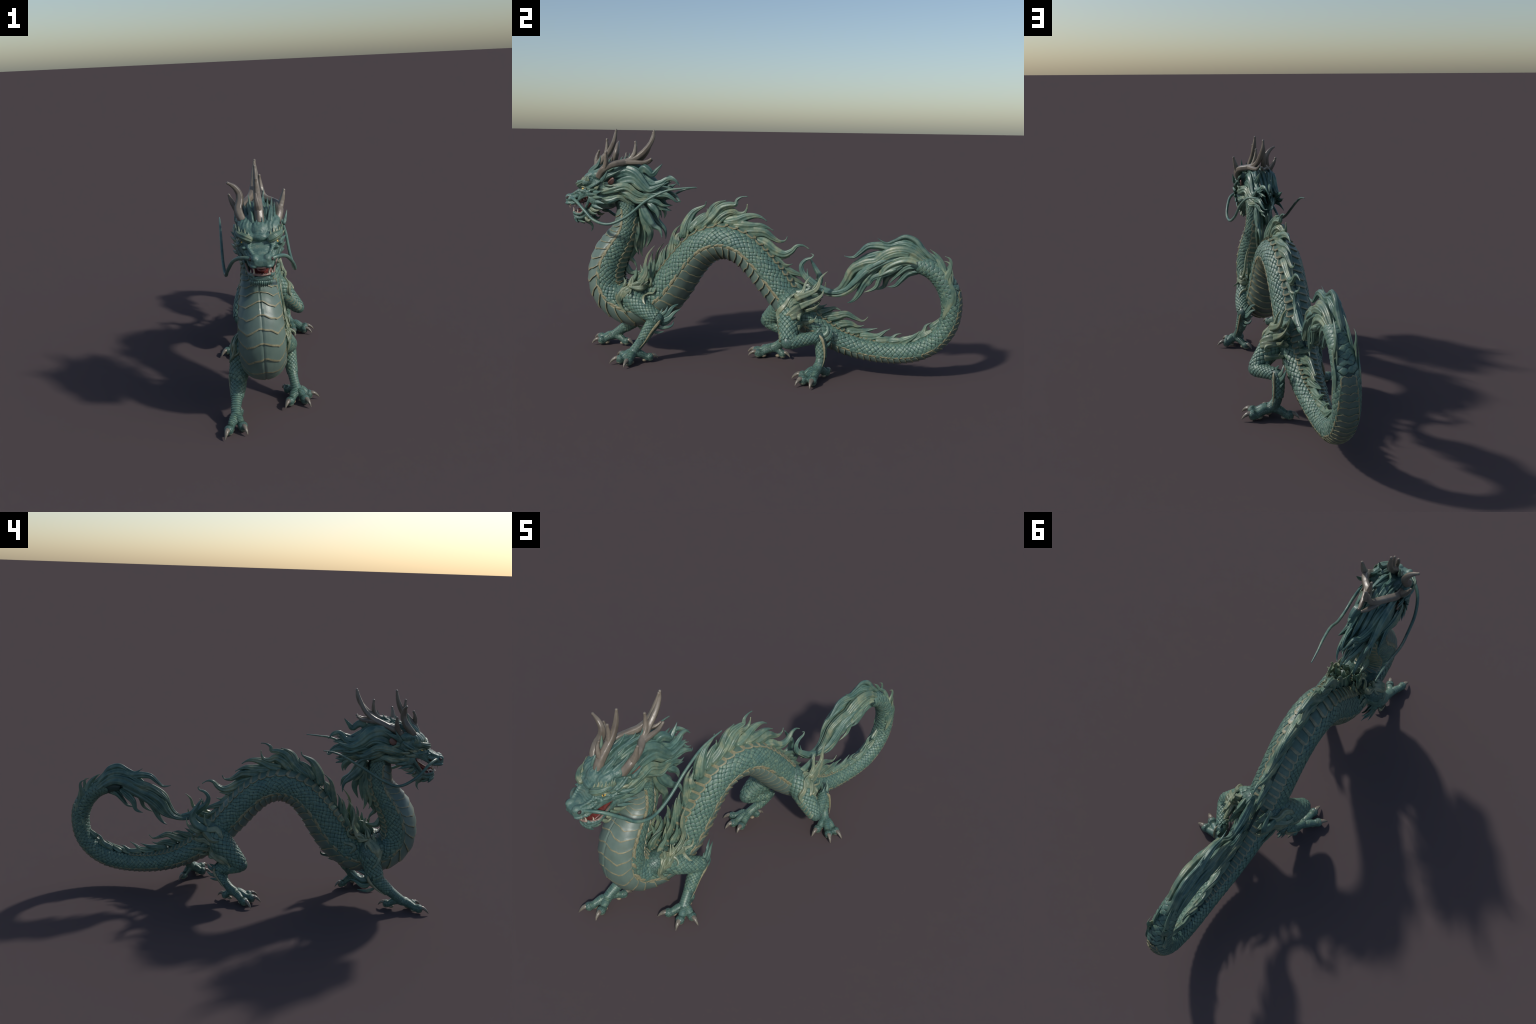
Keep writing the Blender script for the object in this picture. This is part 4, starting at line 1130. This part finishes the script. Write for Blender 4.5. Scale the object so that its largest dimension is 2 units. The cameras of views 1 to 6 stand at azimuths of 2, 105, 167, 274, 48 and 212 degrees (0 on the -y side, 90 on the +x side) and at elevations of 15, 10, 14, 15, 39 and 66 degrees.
def mane():
    for k, (r, x0, x1, bow, l) in enumerate(MANE):
        for sd in (1, -1):
            dl = [(y + (rng.uniform(-.006, .006) if sd < 0 and 0 < i else 0), z + (rng.uniform(-.006, .006) if sd < 0 and 0 < i < len(l) - 1 else 0)) for i, (y, z) in enumerate(l)]
            pts = [(float(np.interp(p[1], [-.78, -.62], [-.016, -.022])) + sd*p[0]*float(np.interp(p[1], [-.76, -.64, -.50], [1.0, .74 if sd > 0 else 1.06, .62])), p[1], p[2]) for p in yz(dl, x0, x1, bow*.7)]
            v, f = lock(pts, r*1.12, flat=.66, amp=.17, k=6, power=.78, peak=.3, root=.6)
            o = obj("mane_lock", v, f, "flame" if k in (2, 3, 4) else "hair")
            path = spline(pts, 24)
            for q in range(1):
                a = rng.randint(2, 7); b = a + rng.randint(10, 16)
                w = path[a:b].copy()
                w[:, 0] += sd*r*0.5*np.sin(np.linspace(0.5, 2.9, len(w)))
                w[:, 2] += (q - .5)*r*1.1
                vv, ff = lock(w, r*.42, flat=.8, power=.8)
                obj("mane_wisp", vv, ff, rng.choice(("hair", "hair", "flame")), parent=o)
mane()
TOP = [(.022, .030, .020, [(-.760, .950), (-.690, .968), (-.630, .955), (-.570, .925), (-.520, .900), (-.460, .880), (-.420, .870)]),
 (.024, .005, -.010, [(-.770, .955), (-.700, .975), (-.640, .965), (-.580, .935), (-.530, .905), (-.480, .890), (-.430, .905)]),
 (.024, -.025, -.040, [(-.770, .955), (-.700, .975), (-.640, .965), (-.580, .930), (-.530, .895), (-.480, .870), (-.440, .850)]),
 (.024, -.055, -.060, [(-.760, .950), (-.690, .968), (-.630, .955), (-.570, .920), (-.520, .890), (-.470, .880)]),
 (.020, -.010, -.020, [(-.650, .930), (-.590, .900), (-.540, .865), (-.490, .840), (-.440, .830)]),
 (.020, -.050, -.055, [(-.640, .920), (-.580, .880), (-.530, .840), (-.490, .820), (-.450, .815)]),
 (.020, .020, .010, [(-.640, .915), (-.580, .880), (-.530, .845), (-.480, .830), (-.430, .840)]),
 (.022, -.020, -.025, [(-.630, .870), (-.570, .830), (-.530, .790), (-.500, .750), (-.490, .720)])]
for r, x0, x1, l in [(.036, -.080, -.104, [(-.735, .915), (-.670, .945), (-.610, .930), (-.560, .888), (-.515, .866), (-.470, .875), (-.440, .890)]),
                     (.033, .022, .030, [(-.720, .930), (-.660, .950), (-.610, .935), (-.565, .892), (-.530, .866), (-.480, .884), (-.450, .900)]),
                     (.024, -.100, -.128, [(-.720, .860), (-.660, .868), (-.610, .845), (-.570, .825), (-.530, .832)]),
                     (.014, -.085, -.138, [(-.680, .835), (-.610, .815), (-.560, .802), (-.535, .772)]),
                     (.014, -.075, -.120, [(-.640, .860), (-.570, .860), (-.510, .840), (-.470, .850)])]:
    v, f = lock(yz(l, x0, x1), r, flat=.62, amp=.16, power=.72, peak=.35, root=.5, k=7)
    obj("mane_lock", v, f, "hair")
for r, x0, x1, l in TOP:
    v, f = lock(yz(l, x0*.8 - .012, x1*.8 - .010), r, flat=.8, amp=.14, power=.8, peak=.3, root=.6, k=6)
    obj("mane_lock", v, f, "hair")
NAPE = [
 (.020, .020, .025, [(-.600, .800), (-.564, .725), (-.531, .685), (-.498, .666), (-.487, .624)]), (.015, .030, .030, [(-.560, .800), (-.508, .753), (-.503, .712)]),
 (.015, -.030, -.020, [(-.550, .805), (-.491, .754), (-.492, .718)]), (.022, .000, .004, [(-.610, .770), (-.575, .678), (-.559, .637), (-.583, .567)]),
 (.018, -.022, -.018, [(-.615, .700), (-.618, .618), (-.622, .549), (-.612, .513)]), (.016, -.030, -.035, [(-.600, .770), (-.575, .698), (-.548, .668)]),
 (.018, -.012, -.014, [(-.630, .640), (-.655, .557), (-.675, .509), (-.655, .484), (-.641, .453)]), (.014, -.020, -.022, [(-.700, .470), (-.687, .434), (-.659, .430), (-.624, .440)]),
 (.018, -.045, -.045, [(-.600, .790), (-.560, .720), (-.530, .690), (-.500, .660), (-.495, .610)]), (.016, .012, .010, [(-.625, .700), (-.630, .630), (-.640, .580), (-.625, .540)]),
 (.016, -.035, -.034, [(-.625, .690), (-.635, .620), (-.650, .570), (-.640, .520)]), (.020, -.018, -.015, [(-.615, .750), (-.600, .670), (-.598, .610), (-.605, .560)])]
for r, x0, x1, l in NAPE:
    v, f = lock(yz([(y + .012, z) for y, z in l], x0 - .016, x1 - .016), r*1.15, flat=.75, amp=.13, power=.8, peak=.35, root=.5)
    obj("nape_lock", v, f, rng.choice(("hair", "flame")))
# crown spikes and top curl between the horns
CROWN = [(.009, .004, .012, [(-.590, .945), (-.561, .970), (-.539, .959), (-.518, .942), (-.495, .965), (-.471, .994)], .016),
 (.035, .048, 0, [(-.855, .925), (-.830, .960), (-.800, .985), (-.782, 1.030)], .011), (-.035, -.050, 0, [(-.855, .925), (-.830, .965), (-.805, .990), (-.790, 1.045)], .012),
 (.020, .030, 0, [(-.835, .935), (-.790, .970), (-.760, .985), (-.735, 1.020)], .011), (.050, .058, 0, [(-.835, .925), (-.795, .950), (-.760, .970), (-.735, 1.000)], .012),
 (-.030, -.028, 0, [(-.800, .945), (-.760, .975), (-.725, .990), (-.700, 1.025)], .012), (.005, .012, 0, [(-.800, .950), (-.740, .985), (-.690, 1.000), (-.655, 1.010), (-.640, 1.045)], .012),
 (-.010, .000, 0, [(-.780, .950), (-.720, .985), (-.680, 1.010), (-.665, 1.030)], .010), (-.060, -.075, 0, [(-.830, .915), (-.790, .945), (-.750, .965), (-.725, .995)], .012),
 (.095, .112, 0, [(-.760, .905), (-.735, .930), (-.715, .960)], .008), (-.095, -.118, 0, [(-.765, .905), (-.745, .935), (-.725, .970)], .008),
 (.010, .004, 0, [(-.895, .890), (-.872, .925), (-.858, .960)], .009), (-.022, -.018, 0, [(-.892, .895), (-.870, .928), (-.856, .955)], .009)]
for x0, x1, bow, l, r in CROWN:
    v, f = lock(yz(l, x0, x1, bow), r*1.3, flat=.8, amp=.14, root=.7, power=.72, k=4)
    obj("crown_lock", v, f, rng.choice(("hair", "skin")))
# whiskers
for pts in ([(.034, -.958, .806, .0065), (.066, -.935, .812, .0062), (.098, -.895, .800, .0060), (.125, -.835, .757, .0058), (.137, -.783, .716, .0056), (.134, -.708, .698, .0054),
             (.120, -.616, .736, .0052), (.104, -.514, .819, .0048), (.082, -.415, .869, .0042), (.066, -.346, .881, .0032), (.054, -.278, .888, .0015)],
            [(-.040, -.962, .808, .0065), (-.075, -.945, .812, .0062), (-.118, -.908, .793, .0060), (-.150, -.852, .736, .0058), (-.166, -.762, .689, .0056), (-.180, -.681, .716, .0054),
             (-.190, -.584, .773, .0052), (-.197, -.498, .823, .0046), (-.203, -.429, .855, .0036), (-.208, -.368, .865, .0015)]):
    c = spline(pts, 110)
    sub("whisker", sweep(c[:, :3], c[:, 3]*1.22 + .0006, c[:, 3]*1.22 + .0006, ns=12), "hair")
